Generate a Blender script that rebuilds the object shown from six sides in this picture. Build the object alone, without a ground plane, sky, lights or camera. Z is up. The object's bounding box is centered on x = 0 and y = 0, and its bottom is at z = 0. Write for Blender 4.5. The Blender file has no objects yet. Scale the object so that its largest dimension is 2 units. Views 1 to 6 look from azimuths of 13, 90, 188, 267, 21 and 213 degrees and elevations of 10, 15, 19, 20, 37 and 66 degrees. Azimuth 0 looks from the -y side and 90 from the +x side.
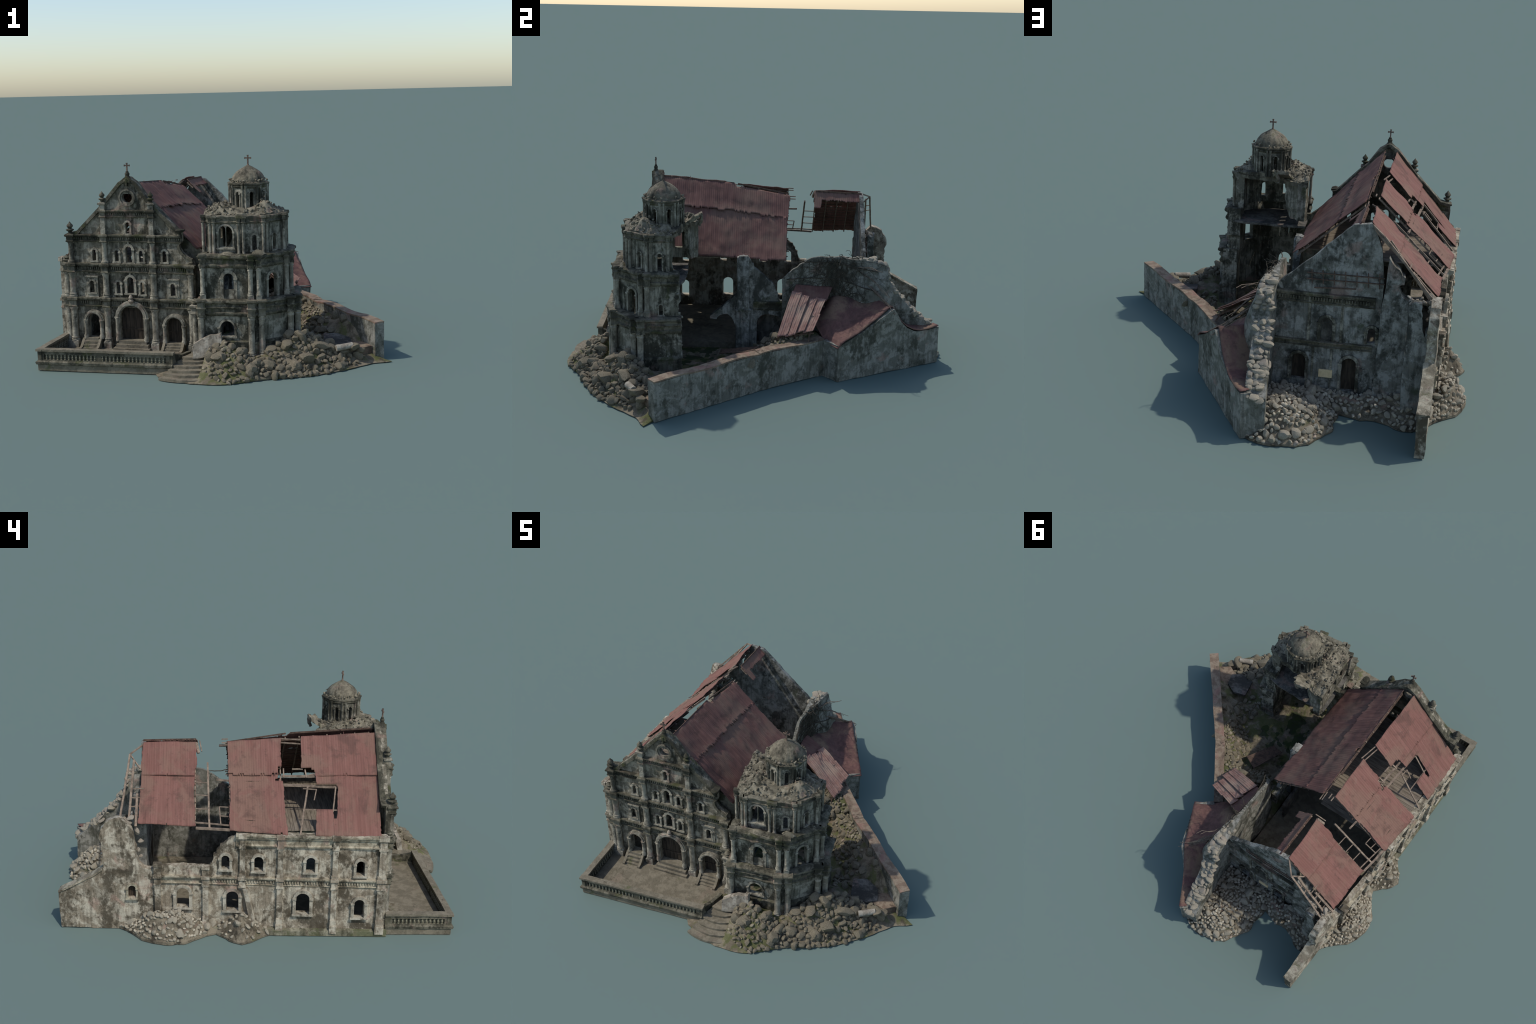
import bpy, bmesh, math, random
from mathutils import Vector, Matrix, Euler, noise
from mathutils.geometry import tessellate_polygon

R = random.Random(7)
noise.seed_set(3)

# ------------------------------------------------------------------ materials
def new_mat(name):
    m = bpy.data.materials.new(name)
    m.use_nodes = True
    nt = m.node_tree
    for n in list(nt.nodes):
        nt.nodes.remove(n)
    out = nt.nodes.new('ShaderNodeOutputMaterial')
    b = nt.nodes.new('ShaderNodeBsdfPrincipled')
    b.inputs['Roughness'].default_value = 0.92
    b.inputs['Specular IOR Level'].default_value = 0.15
    nt.links.new(b.outputs[0], out.inputs[0])
    return m, nt, b

class Net:
    def __init__(s, nt, per_object=False):
        s.nt = nt
        tc = nt.nodes.new('ShaderNodeTexCoord')
        s.co = tc.outputs['Object']
        if per_object:
            oi = nt.nodes.new('ShaderNodeObjectInfo')
            s.rand = oi.outputs['Random']
            mul = s.math('MULTIPLY', s.rand, 7.3)
            va = nt.nodes.new('ShaderNodeVectorMath'); va.operation = 'ADD'
            nt.links.new(s.co, va.inputs[0]); nt.links.new(mul, va.inputs[1])
            s.co = va.outputs[0]
    def math(s, op, a, b):
        n = s.nt.nodes.new('ShaderNodeMath'); n.operation = op
        for i, x in enumerate((a, b)):
            if isinstance(x, (int, float)): n.inputs[i].default_value = x
            else: s.nt.links.new(x, n.inputs[i])
        return n.outputs[0]
    def mapped(s, scale, loc=(0, 0, 0)):
        n = s.nt.nodes.new('ShaderNodeMapping')
        n.inputs['Scale'].default_value = scale
        n.inputs['Location'].default_value = loc
        s.nt.links.new(s.co, n.inputs[0])
        return n.outputs[0]
    def noise(s, scale, detail=4, rough=.6, dist=0., co=None):
        n = s.nt.nodes.new('ShaderNodeTexNoise')
        n.inputs['Scale'].default_value = scale
        n.inputs['Detail'].default_value = detail
        n.inputs['Roughness'].default_value = rough
        n.inputs['Distortion'].default_value = dist
        s.nt.links.new(co if co is not None else s.co, n.inputs['Vector'])
        return n.outputs['Fac']
    def step(s, fac, lo, hi, top=1.):
        n = s.nt.nodes.new('ShaderNodeMapRange')
        n.interpolation_type = 'SMOOTHSTEP'
        n.inputs['From Min'].default_value = lo
        n.inputs['From Max'].default_value = hi
        n.inputs['To Max'].default_value = top
        s.nt.links.new(fac, n.inputs['Value'])
        return n.outputs[0]
    def mix(s, fac, a, b, mode='MIX'):
        n = s.nt.nodes.new('ShaderNodeMix'); n.data_type = 'RGBA'; n.blend_type = mode
        for i, x in ((0, fac), (6, a), (7, b)):
            if isinstance(x, (int, float)): n.inputs[i].default_value = x
            elif isinstance(x, tuple): n.inputs[i].default_value = (*x, 1)
            else: s.nt.links.new(x, n.inputs[i])
        return n.outputs[2]
    def grey(s, fac, lo, hi):
        n = s.nt.nodes.new('ShaderNodeMapRange')
        n.inputs['To Min'].default_value = lo; n.inputs['To Max'].default_value = hi
        s.nt.links.new(fac, n.inputs['Value'])
        return n.outputs[0]
    def bump(s, fac, strength, dist, bsdf):
        n = s.nt.nodes.new('ShaderNodeBump')
        n.inputs['Strength'].default_value = strength
        n.inputs['Distance'].default_value = dist
        s.nt.links.new(fac, n.inputs['Height'])
        s.nt.links.new(n.outputs[0], bsdf.inputs['Normal'])

def plaster(name, light, mid, dark, moss, dark_at=.52, moss_at=.62, streak=.5, blot=7., tint=(.30, .19, .15), per_object=False, bump=.5):
    m, nt, b = new_mat(name)
    N = Net(nt, per_object)
    fine = N.noise(52, 7, .68, .3, N.mapped((1, 1, .8), (1, 9, 3)))
    c = N.mix(N.step(N.noise(20, 6, .66, .4), .43, .58), mid, light)
    c = N.mix(N.step(N.noise(9, 4, .6, .5, N.mapped((1, 1, 1), (3, 1, 2))), .58, .68, .5), c, tint)
    if streak:
        st = N.noise(1., 6, .68, .5, N.mapped((60, 60, 6)))
        st = N.math('ADD', N.math('MULTIPLY', st, .7), N.math('MULTIPLY', N.noise(8, 3, .6, 0, N.mapped((1, 1, 1), (9, 4, 4))), .3))
        c = N.mix(N.step(st, .47, .60, streak), c, dark)
    d = N.noise(blot, 6, .62, .6, N.mapped((1, 1, .6), (7, 2, 5)))
    d = N.math('ADD', N.math('MULTIPLY', d, .68), N.math('MULTIPLY', fine, .32))
    c = N.mix(N.step(d, dark_at - .02, dark_at + .085, .9), c, dark)
    c = N.mix(N.step(fine, .55, .70, .5), c, dark)
    c = N.mix(N.step(fine, .40, .33, .28), c, light)
    c = N.mix(N.step(N.noise(10, 7, .66, .3, N.mapped((1, 1, 1), (5, 5, 9))), moss_at, moss_at + .10, .75), c, moss)
    g = N.noise(190, 3, .6)
    c = N.mix(1., c, N.grey(g, .78, 1.22), 'MULTIPLY')
    nt.links.new(c, b.inputs['Base Color'])
    N.bump(N.math('ADD', N.noise(110, 4, .65), N.math('MULTIPLY', N.noise(38, 4, .6), 2.)), bump, .004, b)
    return m

MOSS = (.060, .068, .026)
M_FRONT = plaster('weathered_grey_plaster', (0.325, 0.292, 0.222), (0.155, 0.136, 0.098), (0.033, 0.030, 0.021), (0.050, 0.052, 0.023), 0.492, .62, .55, 8.)
M_COL = plaster('pale_column_plaster', (0.345, 0.315, 0.243), (0.200, 0.180, 0.136), (0.055, 0.049, 0.036), (0.068, 0.070, 0.032), 0.535, .66, .5, 9.)
M_SIDE = plaster('mottled_beige_plaster', (0.455, 0.408, 0.315), (0.250, 0.208, 0.150), (0.068, 0.055, 0.037), (0.093, 0.090, 0.046), 0.500, .68, .45, 10., (.36, .23, .18))
M_CORN = plaster('mossy_dark_cornice', (0.175, 0.158, 0.115), (0.100, 0.091, 0.064), (0.035, 0.033, 0.023), (0.062, 0.065, 0.027), 0.495, .56, .35, 9.)
M_SIDEC = plaster('worn_beige_cornice', (0.400, 0.355, 0.260), (0.220, 0.187, 0.130), (0.065, 0.054, 0.037), (0.090, 0.090, 0.040), 0.52, .62, .3, 10.)
M_TRIM = plaster('pale_stone_trim', (.43, .39, .305), (.28, .245, .185), (.09, .076, .054), (.12, .12, .06), .545, .66, .25, 14.)
M_TOWER = plaster('streaked_tower_plaster', (0.330, 0.305, 0.238), (0.160, 0.148, 0.110), (0.036, 0.034, 0.024), (0.054, 0.058, 0.024), 0.492, .60, .7, 7.)
M_YARD = plaster('grey_yard_wall', (0.275, 0.263, 0.222), (0.155, 0.150, 0.122), (0.058, 0.057, 0.043), (0.078, 0.084, 0.042), 0.515, .63, .5, 9.)
M_COPE = plaster('reddish_wall_top', (0.255, 0.200, 0.142), (0.175, 0.125, 0.088), (0.085, 0.062, 0.046), (0.100, 0.100, 0.045), 0.54, .68, .0, 8., (.28, .15, .12))
M_INNER = plaster('dark_inner_wall', (.17, .155, .13), (.10, .092, .078), (.045, .042, .036), (.05, .052, .03), 0.5, .66, .4, 6.)
M_GABLE = plaster('mouldy_gable_plaster', (0.300, 0.292, 0.255), (0.160, 0.155, 0.130), (0.042, 0.042, 0.034), (0.050, 0.060, 0.030), 0.510, .60, .5, 7.)
M_BASE = plaster('mossy_plinth', (0.260, 0.240, 0.170), (0.165, 0.150, 0.103), (0.065, 0.060, 0.038), (0.085, 0.092, 0.042), 0.515, .50, .2, 12.)
M_TERR = plaster('trodden_terrace_floor', (0.205, 0.178, 0.128), (0.150, 0.130, 0.092), (0.085, 0.073, 0.051), (0.095, 0.100, 0.046), 0.56, .62, .0, 5., (.2, .155, .115))
M_SOIL = plaster('rubbly_soil', (0.215, 0.180, 0.125), (0.135, 0.112, 0.076), (0.060, 0.050, 0.033), (0.085, 0.095, 0.030), 0.53, .47, .0, 10.)
M_YARDF = plaster('mossy_yard_floor', (0.062, 0.068, 0.036), (0.044, 0.050, 0.026), (0.028, 0.031, 0.017), (0.045, 0.062, 0.018), 0.54, .48, .0, 7.)
M_MOUND = plaster('crushed_masonry', (0.200, 0.170, 0.120), (0.120, 0.100, 0.070), (0.045, 0.037, 0.026), (0.080, 0.082, 0.032), 0.525, .58, .0, 14.)
M_STONE = plaster('rubble_stone', (0.265, 0.228, 0.160), (0.160, 0.136, 0.094), (0.055, 0.046, 0.031), (0.082, 0.086, 0.034), 0.54, .555, .0, 16., (.36, .25, .2), True)
M_BOULDER = plaster('bleached_rubble_stone', (.43, .385, .295), (.285, .25, .185), (.095, .082, .058), (.15, .155, .07), .55, .62, .0, 15., (.36, .25, .2), True)
M_SLAB = plaster('fallen_wall_slab', (.36, .325, .26), (.23, .20, .155), (.085, .073, .055), (.12, .125, .05), .55, .60, .2, 14.)
M_TSTONE = plaster('tower_rubble_stone', (0.240, 0.212, 0.152), (0.135, 0.120, 0.085), (0.040, 0.036, 0.026), (0.080, 0.084, 0.034), 0.515, .62, .0, 18., (.28, .19, .15), True)
M_PALE = plaster('pale_broken_stone', (0.400, 0.352, 0.280), (0.260, 0.222, 0.170), (0.085, 0.073, 0.055), (0.120, 0.120, 0.060), 0.56, .72, .0, 14., (.38, .26, .21), True)
M_DOME = plaster('dome_plaster', (0.205, 0.180, 0.127), (0.125, 0.108, 0.077), (0.042, 0.038, 0.027), (0.080, 0.083, 0.030), 0.515, .56, .35, 14., (.28, .18, .14))

def roof_mat(name, a, b_, tan, dark, along='y'):
    m, nt, b = new_mat(name)
    N = Net(nt)
    sc = (3.5, 70, 3.5) if along == 'y' else (45, 45, 5)
    c = N.mix(N.step(N.noise(1., 5, .6, .3, N.mapped(sc)), .36, .66), a, b_)
    c = N.mix(N.step(N.noise(5.5, 5, .62, .5), .46, .60, .75), c, tan)
    c = N.mix(N.step(N.noise(7, 6, .66, .4, N.mapped((1, 1, 1), (8, 3, 3))), .53, .66, .6), c, dark)
    c = N.mix(N.step(N.noise(1., 4, .6, .3, N.mapped(tuple(v * 1.4 for v in sc), (4, 2, 1))), .55, .74, .45), c, dark)
    c = N.mix(N.step(N.noise(30, 6, .68, .3), .56, .68, .5), c, dark)
    c = N.mix(N.step(N.noise(24, 6, .68, .3, N.mapped((1, 1, 1), (3, 8, 1))), .57, .70, .30), c, (.22, .155, .115))
    c = N.mix(1., c, N.grey(N.noise(170, 3, .6), .85, 1.15), 'MULTIPLY')
    nt.links.new(c, b.inputs['Base Color'])
    b.inputs['Roughness'].default_value = .8
    N.bump(N.noise(90, 4, .6), .25, .002, b)
    return m
M_ROOF = roof_mat('rusty_red_sheet', (0.165, 0.078, 0.061), (0.205, 0.100, 0.079), (0.185, 0.110, 0.080), (0.088, 0.050, 0.040))
M_ROOFE = roof_mat('shade_darkened_red_sheet', (0.138, 0.069, 0.056), (0.175, 0.090, 0.072), (0.172, 0.108, 0.080), (0.074, 0.044, 0.036))  # roof red tinted darker because the east slope lies in shade
M_ROOFA = roof_mat('maroon_annex_sheet', (0.118, 0.062, 0.054), (0.160, 0.085, 0.071), (0.220, 0.145, 0.095), (0.072, 0.043, 0.039), 'z')
M_FALLEN = roof_mat('fallen_red_sheet', (0.235, 0.128, 0.102), (0.300, 0.185, 0.148), (0.310, 0.225, 0.170), (0.125, 0.080, 0.064), 'z')

def plain(name, col, dark, scale=60, stretch=(1, 1, 1), rough=.9):
    m, nt, b = new_mat(name)
    N = Net(nt)
    c = N.mix(N.step(N.noise(scale, 5, .6, .3, N.mapped(stretch)), .35, .68), col, dark)
    c = N.mix(1., c, N.grey(N.noise(150, 3, .6), .8, 1.2), 'MULTIPLY')
    nt.links.new(c, b.inputs['Base Color'])
    b.inputs['Roughness'].default_value = rough
    N.bump(N.noise(scale * 2, 4, .6), .3, .003, b)
    return m
M_BEAM = plain('grey_old_timber', (.27, .205, .15), (.14, .105, .078), 50)
M_BATTEN = plain('dark_batten_timber', (.13, .085, .062), (.06, .042, .032), 50)
M_PLANK = plain('dusty_ceiling_planks', (.235, .195, .145), (.125, .10, .075), 1., (12, 110, 30))
M_DOOR = plain('old_brown_door', (.062, .047, .034), (.026, .021, .016), 1., (90, 30, 14))
M_BRACE = plain('rusty_iron_cross', (.19, .13, .095), (.10, .075, .06), 60)
M_VINE = plain('dry_vine', (.075, .062, .045), (.035, .03, .022), 60)
M_STICK = plain('bleached_sticks', (.21, .165, .12), (.11, .085, .065), 60)
M_SUNPATCH = plain('painted_sunlit_ochre', (.75, .58, .34), (.60, .45, .25), 30)

# ------------------------------------------------------------------ builders
ROOT = bpy.data.objects.new('ruined_church', None)
bpy.context.scene.collection.objects.link(ROOT)
ROOT['label'] = 'ruined grey stone church with broken red roof and bell tower'
ROOT['category'] = 'ruined church'

class Part:
    def __init__(s):
        s.v, s.f, s.mi = [], [], []
    def add(s, verts, faces, mi=0):
        o = len(s.v)
        s.v.extend(verts)
        s.f.extend([[i + o for i in f] for f in faces])
        s.mi.extend([mi] * len(faces))
        return s
    def make(s, name, parent, mats, angle=35, kind=None):
        me = bpy.data.meshes.new(name)
        me.from_pydata([tuple(v) for v in s.v], [], s.f)
        if not isinstance(mats, (list, tuple)): mats = [mats]
        for m in mats: me.materials.append(m)
        me.polygons.foreach_set('material_index', s.mi)
        bm = bmesh.new(); bm.from_mesh(me)
        bmesh.ops.recalc_face_normals(bm, faces=bm.faces)
        bm.to_mesh(me); bm.free()
        me.polygons.foreach_set('use_smooth', [True] * len(me.polygons))
        me.set_sharp_from_angle(angle=math.radians(angle))
        me.update()
        return obj(name, me, parent, kind)

def obj(name, me, parent, kind=None):
    o = bpy.data.objects.new(name, me)
    bpy.context.scene.collection.objects.link(o)
    o.parent = parent
    if kind: o['kind'] = kind
    return o

def smooth(a, b, x):
    t = min(1., max(0., (x - a) / (b - a))); return t * t * (3 - 2 * t)

def rag(pts, amp, step, rng=R, lock=()):
    """subdivide an open polyline and jitter the new points: a broken edge"""
    out = [pts[0]]
    for a, b in zip(pts, pts[1:]):
        d = math.dist(a, b); n = max(1, int(d / step))
        for k in range(1, n + 1):
            t = k / n
            p = [a[0] + (b[0] - a[0]) * t, a[1] + (b[1] - a[1]) * t]
            if k < n: p = [p[0] + rng.uniform(-amp, amp), p[1] + rng.uniform(-amp, amp)]
            out.append(tuple(p))
    return out

def arch(cx, z0, w, z1, n=9, point=0.):
    """arched opening: left foot, round (or slightly pointed) head, right foot"""
    r = w / 2; h = min(r, z1 - z0); zs = z1 - h * (1 + point * .0)
    pts = [(cx - r, z0)]
    for k in range(n + 1):
        a = math.pi * (1 - k / n)
        s = math.sin(a)
        y = s ** (1. + point * .35) if s > 0 else 0
        pts.append((cx + r * math.cos(a), zs + h * y))
    pts.append((cx + r, z0))
    return pts

def circle(cx, cz, r, n=24):
    return [(cx + r * math.cos(2 * math.pi * k / n), cz + r * math.sin(2 * math.pi * k / n)) for k in range(n)]

def panel(outline, holes, w0, w1, place, grid=.02, amp=.0015, freq=30., shape=None):
    """flat polygon with holes, given thickness w0..w1, cut into a grid, roughened and mapped into place"""
    loops = [[Vector((p[0], p[1], 0)) for p in l] for l in [outline] + list(holes)]
    tris = tessellate_polygon(loops)
    flat = [p for l in loops for p in l]
    n = len(flat)
    bm = bmesh.new()
    A = [bm.verts.new((p.x, p.y, w0)) for p in flat]
    B = [bm.verts.new((p.x, p.y, w1)) for p in flat]
    for t in tris:
        if len(set(t)) < 3: continue
        try:
            bm.faces.new([A[i] for i in t]); bm.faces.new([B[i] for i in reversed(t)])
        except ValueError: pass
    o = 0
    for l in loops:
        m = len(l)
        for k in range(m):
            i, j = o + k, o + (k + 1) % m
            try: bm.faces.new((A[i], A[j], B[j], B[i]))
            except ValueError: pass
        o += m
    if grid:
        us = [p.x for p in flat]; vs = [p.y for p in flat]
        for ax, lo, hi in ((0, min(us), max(us)), (1, min(vs), max(vs))):
            k = math.ceil((lo + 1e-5) / grid)
            while k * grid < hi - 1e-5:
                co = [0, 0, 0]; no = [0, 0, 0]; co[ax] = k * grid + 1e-4; no[ax] = 1
                bmesh.ops.bisect_plane(bm, geom=bm.verts[:] + bm.edges[:] + bm.faces[:], plane_co=co, plane_no=no, dist=1e-6)
                k += 1
    bm.verts.index_update()
    vs = []
    for v in bm.verts:
        p = Vector(place(*v.co))
        if amp:
            p += noise.noise_vector(p * freq) * amp + noise.noise_vector(p * freq * .35) * amp
        vs.append(p)
    fs = [[v.index for v in f.verts] for f in bm.faces]
    bm.free()
    return vs, fs

def box(place, u0, u1, v0, v1, w0, w1):
    c = [(u0, v0, w0), (u1, v0, w0), (u1, v1, w0), (u0, v1, w0), (u0, v0, w1), (u1, v0, w1), (u1, v1, w1), (u0, v1, w1)]
    return [Vector(place(*p)) for p in c], [(0, 1, 2, 3), (4, 5, 6, 7), (0, 1, 5, 4), (1, 2, 6, 5), (2, 3, 7, 6), (3, 0, 4, 7)]

def lathe(prof, x, y, segs=14, phase=0., sx=1., sy=1., ribs=0, rib=0.):
    vs, fs = [], []
    for r, z in prof:
        for k in range(segs):
            a = 2 * math.pi * k / segs + phase
            rr = r * (1 - rib * (1 - abs(math.cos(ribs * a / 2)))) if ribs else r
            vs.append(Vector((x + rr * sx * math.cos(a), y + rr * sy * math.sin(a), z)))
    m = len(prof)
    for i in range(m - 1):
        for k in range(segs):
            j = (k + 1) % segs
            fs.append((i * segs + k, i * segs + j, (i + 1) * segs + j, (i + 1) * segs + k))
    fs.append(tuple(range(segs))); fs.append(tuple((m - 1) * segs + k for k in range(segs)))
    return vs, fs

def square(prof, x, y, rot=0.):
    return lathe([(r * math.sqrt(2), z) for r, z in prof], x, y, 4, math.pi / 4 + rot)

def bar(a, b, w, h=None, roll=0.):
    """square timber from a to b"""
    a, b = Vector(a), Vector(b); d = (b - a).normalized()
    s = d.cross(Vector((0, 0, 1)))
    if s.length < 1e-3: s = Vector((1, 0, 0))
    s.normalize(); t = s.cross(d)
    h = h or w
    vs = []
    n = max(1, int((b - a).length / .06))
    for i in range(n + 1):
        p = a + (b - a) * (i / n) + noise.noise_vector((a + (b - a) * (i / n)) * 21) * w * .25
        vs += [p + s * w / 2 + t * h / 2, p - s * w / 2 + t * h / 2, p - s * w / 2 - t * h / 2, p + s * w / 2 - t * h / 2]
    fs = [(0, 1, 2, 3), tuple(4 * n + i for i in range(4))]
    for i in range(n):
        for k in range(4):
            fs.append((4 * i + k, 4 * i + (k + 1) % 4, 4 * i + 4 + (k + 1) % 4, 4 * i + 4 + k))
    return vs, fs

def tube(pts, r0, r1, segs=5):
    vs, fs = [], []
    pts = [Vector(p) for p in pts]
    n = len(pts)
    for i, p in enumerate(pts):
        d = (pts[min(i + 1, n - 1)] - pts[max(i - 1, 0)]).normalized()
        s = d.cross(Vector((.3, .2, 1))).normalized(); t = s.cross(d)
        r = r0 + (r1 - r0) * i / (n - 1)
        for k in range(segs):
            a = 2 * math.pi * k / segs
            vs.append(p + s * r * math.cos(a) + t * r * math.sin(a))
    for i in range(n - 1):
        for k in range(segs):
            j = (k + 1) % segs
            fs.append((i * segs + k, i * segs + j, (i + 1) * segs + j, (i + 1) * segs + k))
    fs += [tuple(range(segs)), tuple((n - 1) * segs + k for k in range(segs))]
    return vs, fs

def frame(p, q):
    """local frame of a straight wall from p to q, outward on its right: u along, v up, w out"""
    d = Vector((q[0] - p[0], q[1] - p[1])); L = d.length; d /= L
    def pl(u, v, w):
        return (p[0] + d.x * u + d.y * w, p[1] + d.y * u - d.x * w, v)
    return pl, L

def cornice(path, prof, step=.02, amp=.0012):
    """moulding of profile (out, z) swept along plan points with mitred corners, outward on the right"""
    path = [Vector(p) for p in path]
    fine, nrm = [], []
    m = len(path)
    for i in range(m):
        ns = []
        if i > 0: d = (path[i] - path[i - 1]).normalized(); ns.append(Vector((d.y, -d.x)))
        if i < m - 1: d = (path[i + 1] - path[i]).normalized(); ns.append(Vector((d.y, -d.x)))
        if len(ns) == 2:
            b = (ns[0] + ns[1]).normalized(); nn = b / max(.35, b.dot(ns[0]))
        else: nn = ns[0]
        if i > 0:
            k = int((path[i] - path[i - 1]).length / step)
            for j in range(1, k):
                fine.append(path[i - 1].lerp(path[i], j / k)); nrm.append(ns[0])
        fine.append(path[i]); nrm.append(nn)
    vs, fs = [], []
    prof = [(-.020, prof[0][1])] + list(prof) + [(-.020, prof[-1][1])]
    L = len(prof)
    for p, n_ in zip(fine, nrm):
        for w, z in prof:
            q = Vector((p.x + n_.x * w, p.y + n_.y * w, z))
            e = noise.noise(q * 25) * amp * 1.5
            if w > .004: q += Vector((n_.x, n_.y, 0)) * e + Vector((0, 0, noise.noise(q * 31) * amp))
            vs.append(q)
    for i in range(len(fine) - 1):
        for k in range(L):
            j = (k + 1) % L
            fs.append((i * L + k, i * L + j, (i + 1) * L + j, (i + 1) * L + k))
    fs += [tuple(range(L)), tuple((len(fine) - 1) * L + k for k in range(L))]
    return vs, fs

def moulding(z0, z1, out):
    """entablature profile: architrave, recessed frieze, top cornice"""
    h = z1 - z0
    return [(0, z0), (out * .45, z0 + h * .03), (out * .6, z0 + h * .14), (out * .2, z0 + h * .22), (out * .2, z0 + h * .60),
            (out * .7, z0 + h * .68), (out * .75, z0 + h * .78), (out, z0 + h * .84), (out, z0 + h * .97), (0, z1)]

def dentils(P, place, u0, u1, z0, z1, w0, w1, pitch=.0115):
    n = int((u1 - u0) / pitch)
    for k in range(n):
        if R.random() < .08: continue
        u = u0 + (k + .5) * (u1 - u0) / n
        P.add(*box(place, u - pitch * .28, u + pitch * .28, z0 + R.uniform(0, .002), z1, w0, w1 + R.uniform(-.0015, .001)))

def arch_frame(P, place, cx, z0, w, z1, border, w0, w1, mi=0, impost=True, point=0., sill=True, grid=0):
    outer = arch(cx, z0, w + 2 * border, z1 + border, 12, point)
    inner = arch(cx, z0, w, z1, 12, point)
    P.add(*panel(outer + inner[::-1], [], w0, w1, place, grid, .0008), mi)
    zs = z1 - w / 2
    if impost:
        for s in (-1, 1):
            a, b = cx + s * (w / 2 - .001), cx + s * (w / 2 + border + .003)
            P.add(*box(place, min(a, b), max(a, b), zs - .004, zs + .004, w0, w1 + .004), mi)
    if sill:
        P.add(*box(place, cx - w / 2 - border - .003, cx + w / 2 + border + .003, z0 - .008, z0, w0, w1 + .004), mi)

FINIAL = [(.011, 0), (.013, .06), (.008, .12), (.008, .2), (.016, .3), (.017, .36), (.007, .44), (.009, .5), (.0135, .62), (.012, .72), (.006, .84), (.002, .95), (.0006, 1)]
def finial(x, y, z0, z1, k=1.):
    return lathe([(r * k, z0 + t * (z1 - z0)) for r, t in FINIAL], x, y, 12)

def cross(x, y, z0, z1, arm, t=.0032):
    P = Part()
    pl = lambda u, v, w: (x + u, y - w, v)
    P.add(*box(pl, -t, t, z0, z1, -t, t))
    za = z0 + (z1 - z0) * .70
    P.add(*box(pl, -arm, -t, za - t, za + t, -t * .9, t * .9)); P.add(*box(pl, t, arm, za - t, za + t, -t * .9, t * .9))
    for s in (-1, 1): P.add(*box(pl, s * arm - .0015, s * arm + .0015, za - t * 1.4, za + t * 1.4, -t * 1.2, t * 1.2))
    P.add(*box(pl, -t * 1.4, t * 1.4, z1 - .003, z1, -t * 1.2, t * 1.2))
    P.add(*lathe([(t * 2.4, z0 - .006), (t * 1.6, z0 + .001), (t * 1.2, z0 + .006)], x, y, 10))
    return P

# stones: a few shared boulder shapes
def stone_mesh(name, seed, mat, cuts=9, sub=2, angle=32):
    rng = random.Random(seed)
    bm = bmesh.new()
    bmesh.ops.create_icosphere(bm, subdivisions=sub, radius=1.)
    pl = []
    for _ in range(cuts):
        n = Vector((rng.gauss(0, 1), rng.gauss(0, 1), rng.gauss(0, 1))).normalized()
        pl.append((n, rng.uniform(.52, .82)))
    sx, sy, sz = rng.uniform(.8, 1.15), rng.uniform(.75, 1.), rng.uniform(.6, .85)
    off = Vector((seed * 3.1, 0, 0))
    for v in bm.verts:
        for n, d in pl:
            e = v.co.dot(n) - d
            if e > 0: v.co -= n * e * .93
        v.co += noise.noise_vector(v.co * 1.6 + off) * .10
        v.co = Vector((v.co.x * sx, v.co.y * sy, v.co.z * sz))
    me = bpy.data.meshes.new(name)
    bm.to_mesh(me); bm.free()
    me.materials.append(mat)
    me.polygons.foreach_set('use_smooth', [True] * len(me.polygons))
    me.set_sharp_from_angle(angle=math.radians(angle))
    return me

STONES = [stone_mesh('stone', 11 + i, M_STONE) for i in range(9)]
BOULDERS = [stone_mesh('stone', 81 + i, M_BOULDER) for i in range(8)]
PALES = [stone_mesh('stone', 41 + i, M_PALE) for i in range(5)]
TSTONES = [stone_mesh('stone', 61 + i, M_TSTONE, 7, 1, 50) for i in range(6)]

def scatter(place_list, meshes, parent, big, name='stone', stuff_name='small_rubble', mat=M_STONE):
    """place_list: (pos, radius, tilt); the largest become objects, the rest one joined part"""
    place_list = sorted(place_list, key=lambda s: -s[1])
    P = Part()
    for k, (p, r, flat) in enumerate(place_list):
        me = R.choice(meshes)
        rot = Euler((R.uniform(-.5, .5) * (2 if not flat else .6), R.uniform(-.5, .5) * (2 if not flat else .6), R.uniform(0, 6.28)))
        s = Vector((r * R.uniform(.85, 1.2), r * R.uniform(.8, 1.1), r * R.uniform(.8, 1.05)))
        M = Matrix.Translation(p) @ rot.to_matrix().to_4x4() @ Matrix.Diagonal((*s, 1))
        if k < big:
            o = obj(name, me, parent)
            o.matrix_world = M
        else:
            P.add([M @ v.co for v in me.vertices], [tuple(f.vertices) for f in me.polygons])
    if P.v: P.make(stuff_name, parent, mat, 35, 'stuff')

def lerp_table(t, x):
    if x <= t[0][0]: a, b = t[0], t[1]
    elif x >= t[-1][0]: a, b = t[-2], t[-1]
    else:
        for a, b in zip(t, t[1:]):
            if a[0] <= x <= b[0]: break
    k = (x - a[0]) / (b[0] - a[0])
    return [p + (q - p) * k for p, q in zip(a[1:], b[1:])]

def lumps(x, y, scale, seed=0.):
    "fused boulders: rounded cells of mixed size, 0..1"
    q = Vector((x, y, seed * .13)) * scale + noise.noise_vector(Vector((x, y, seed)) * scale * .7) * .35
    d = noise.voronoi(q)[0]
    return max(0., 1. - d[0] * 1.15) ** .6 * (.55 + .45 * noise.cell(q * .9))

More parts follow.
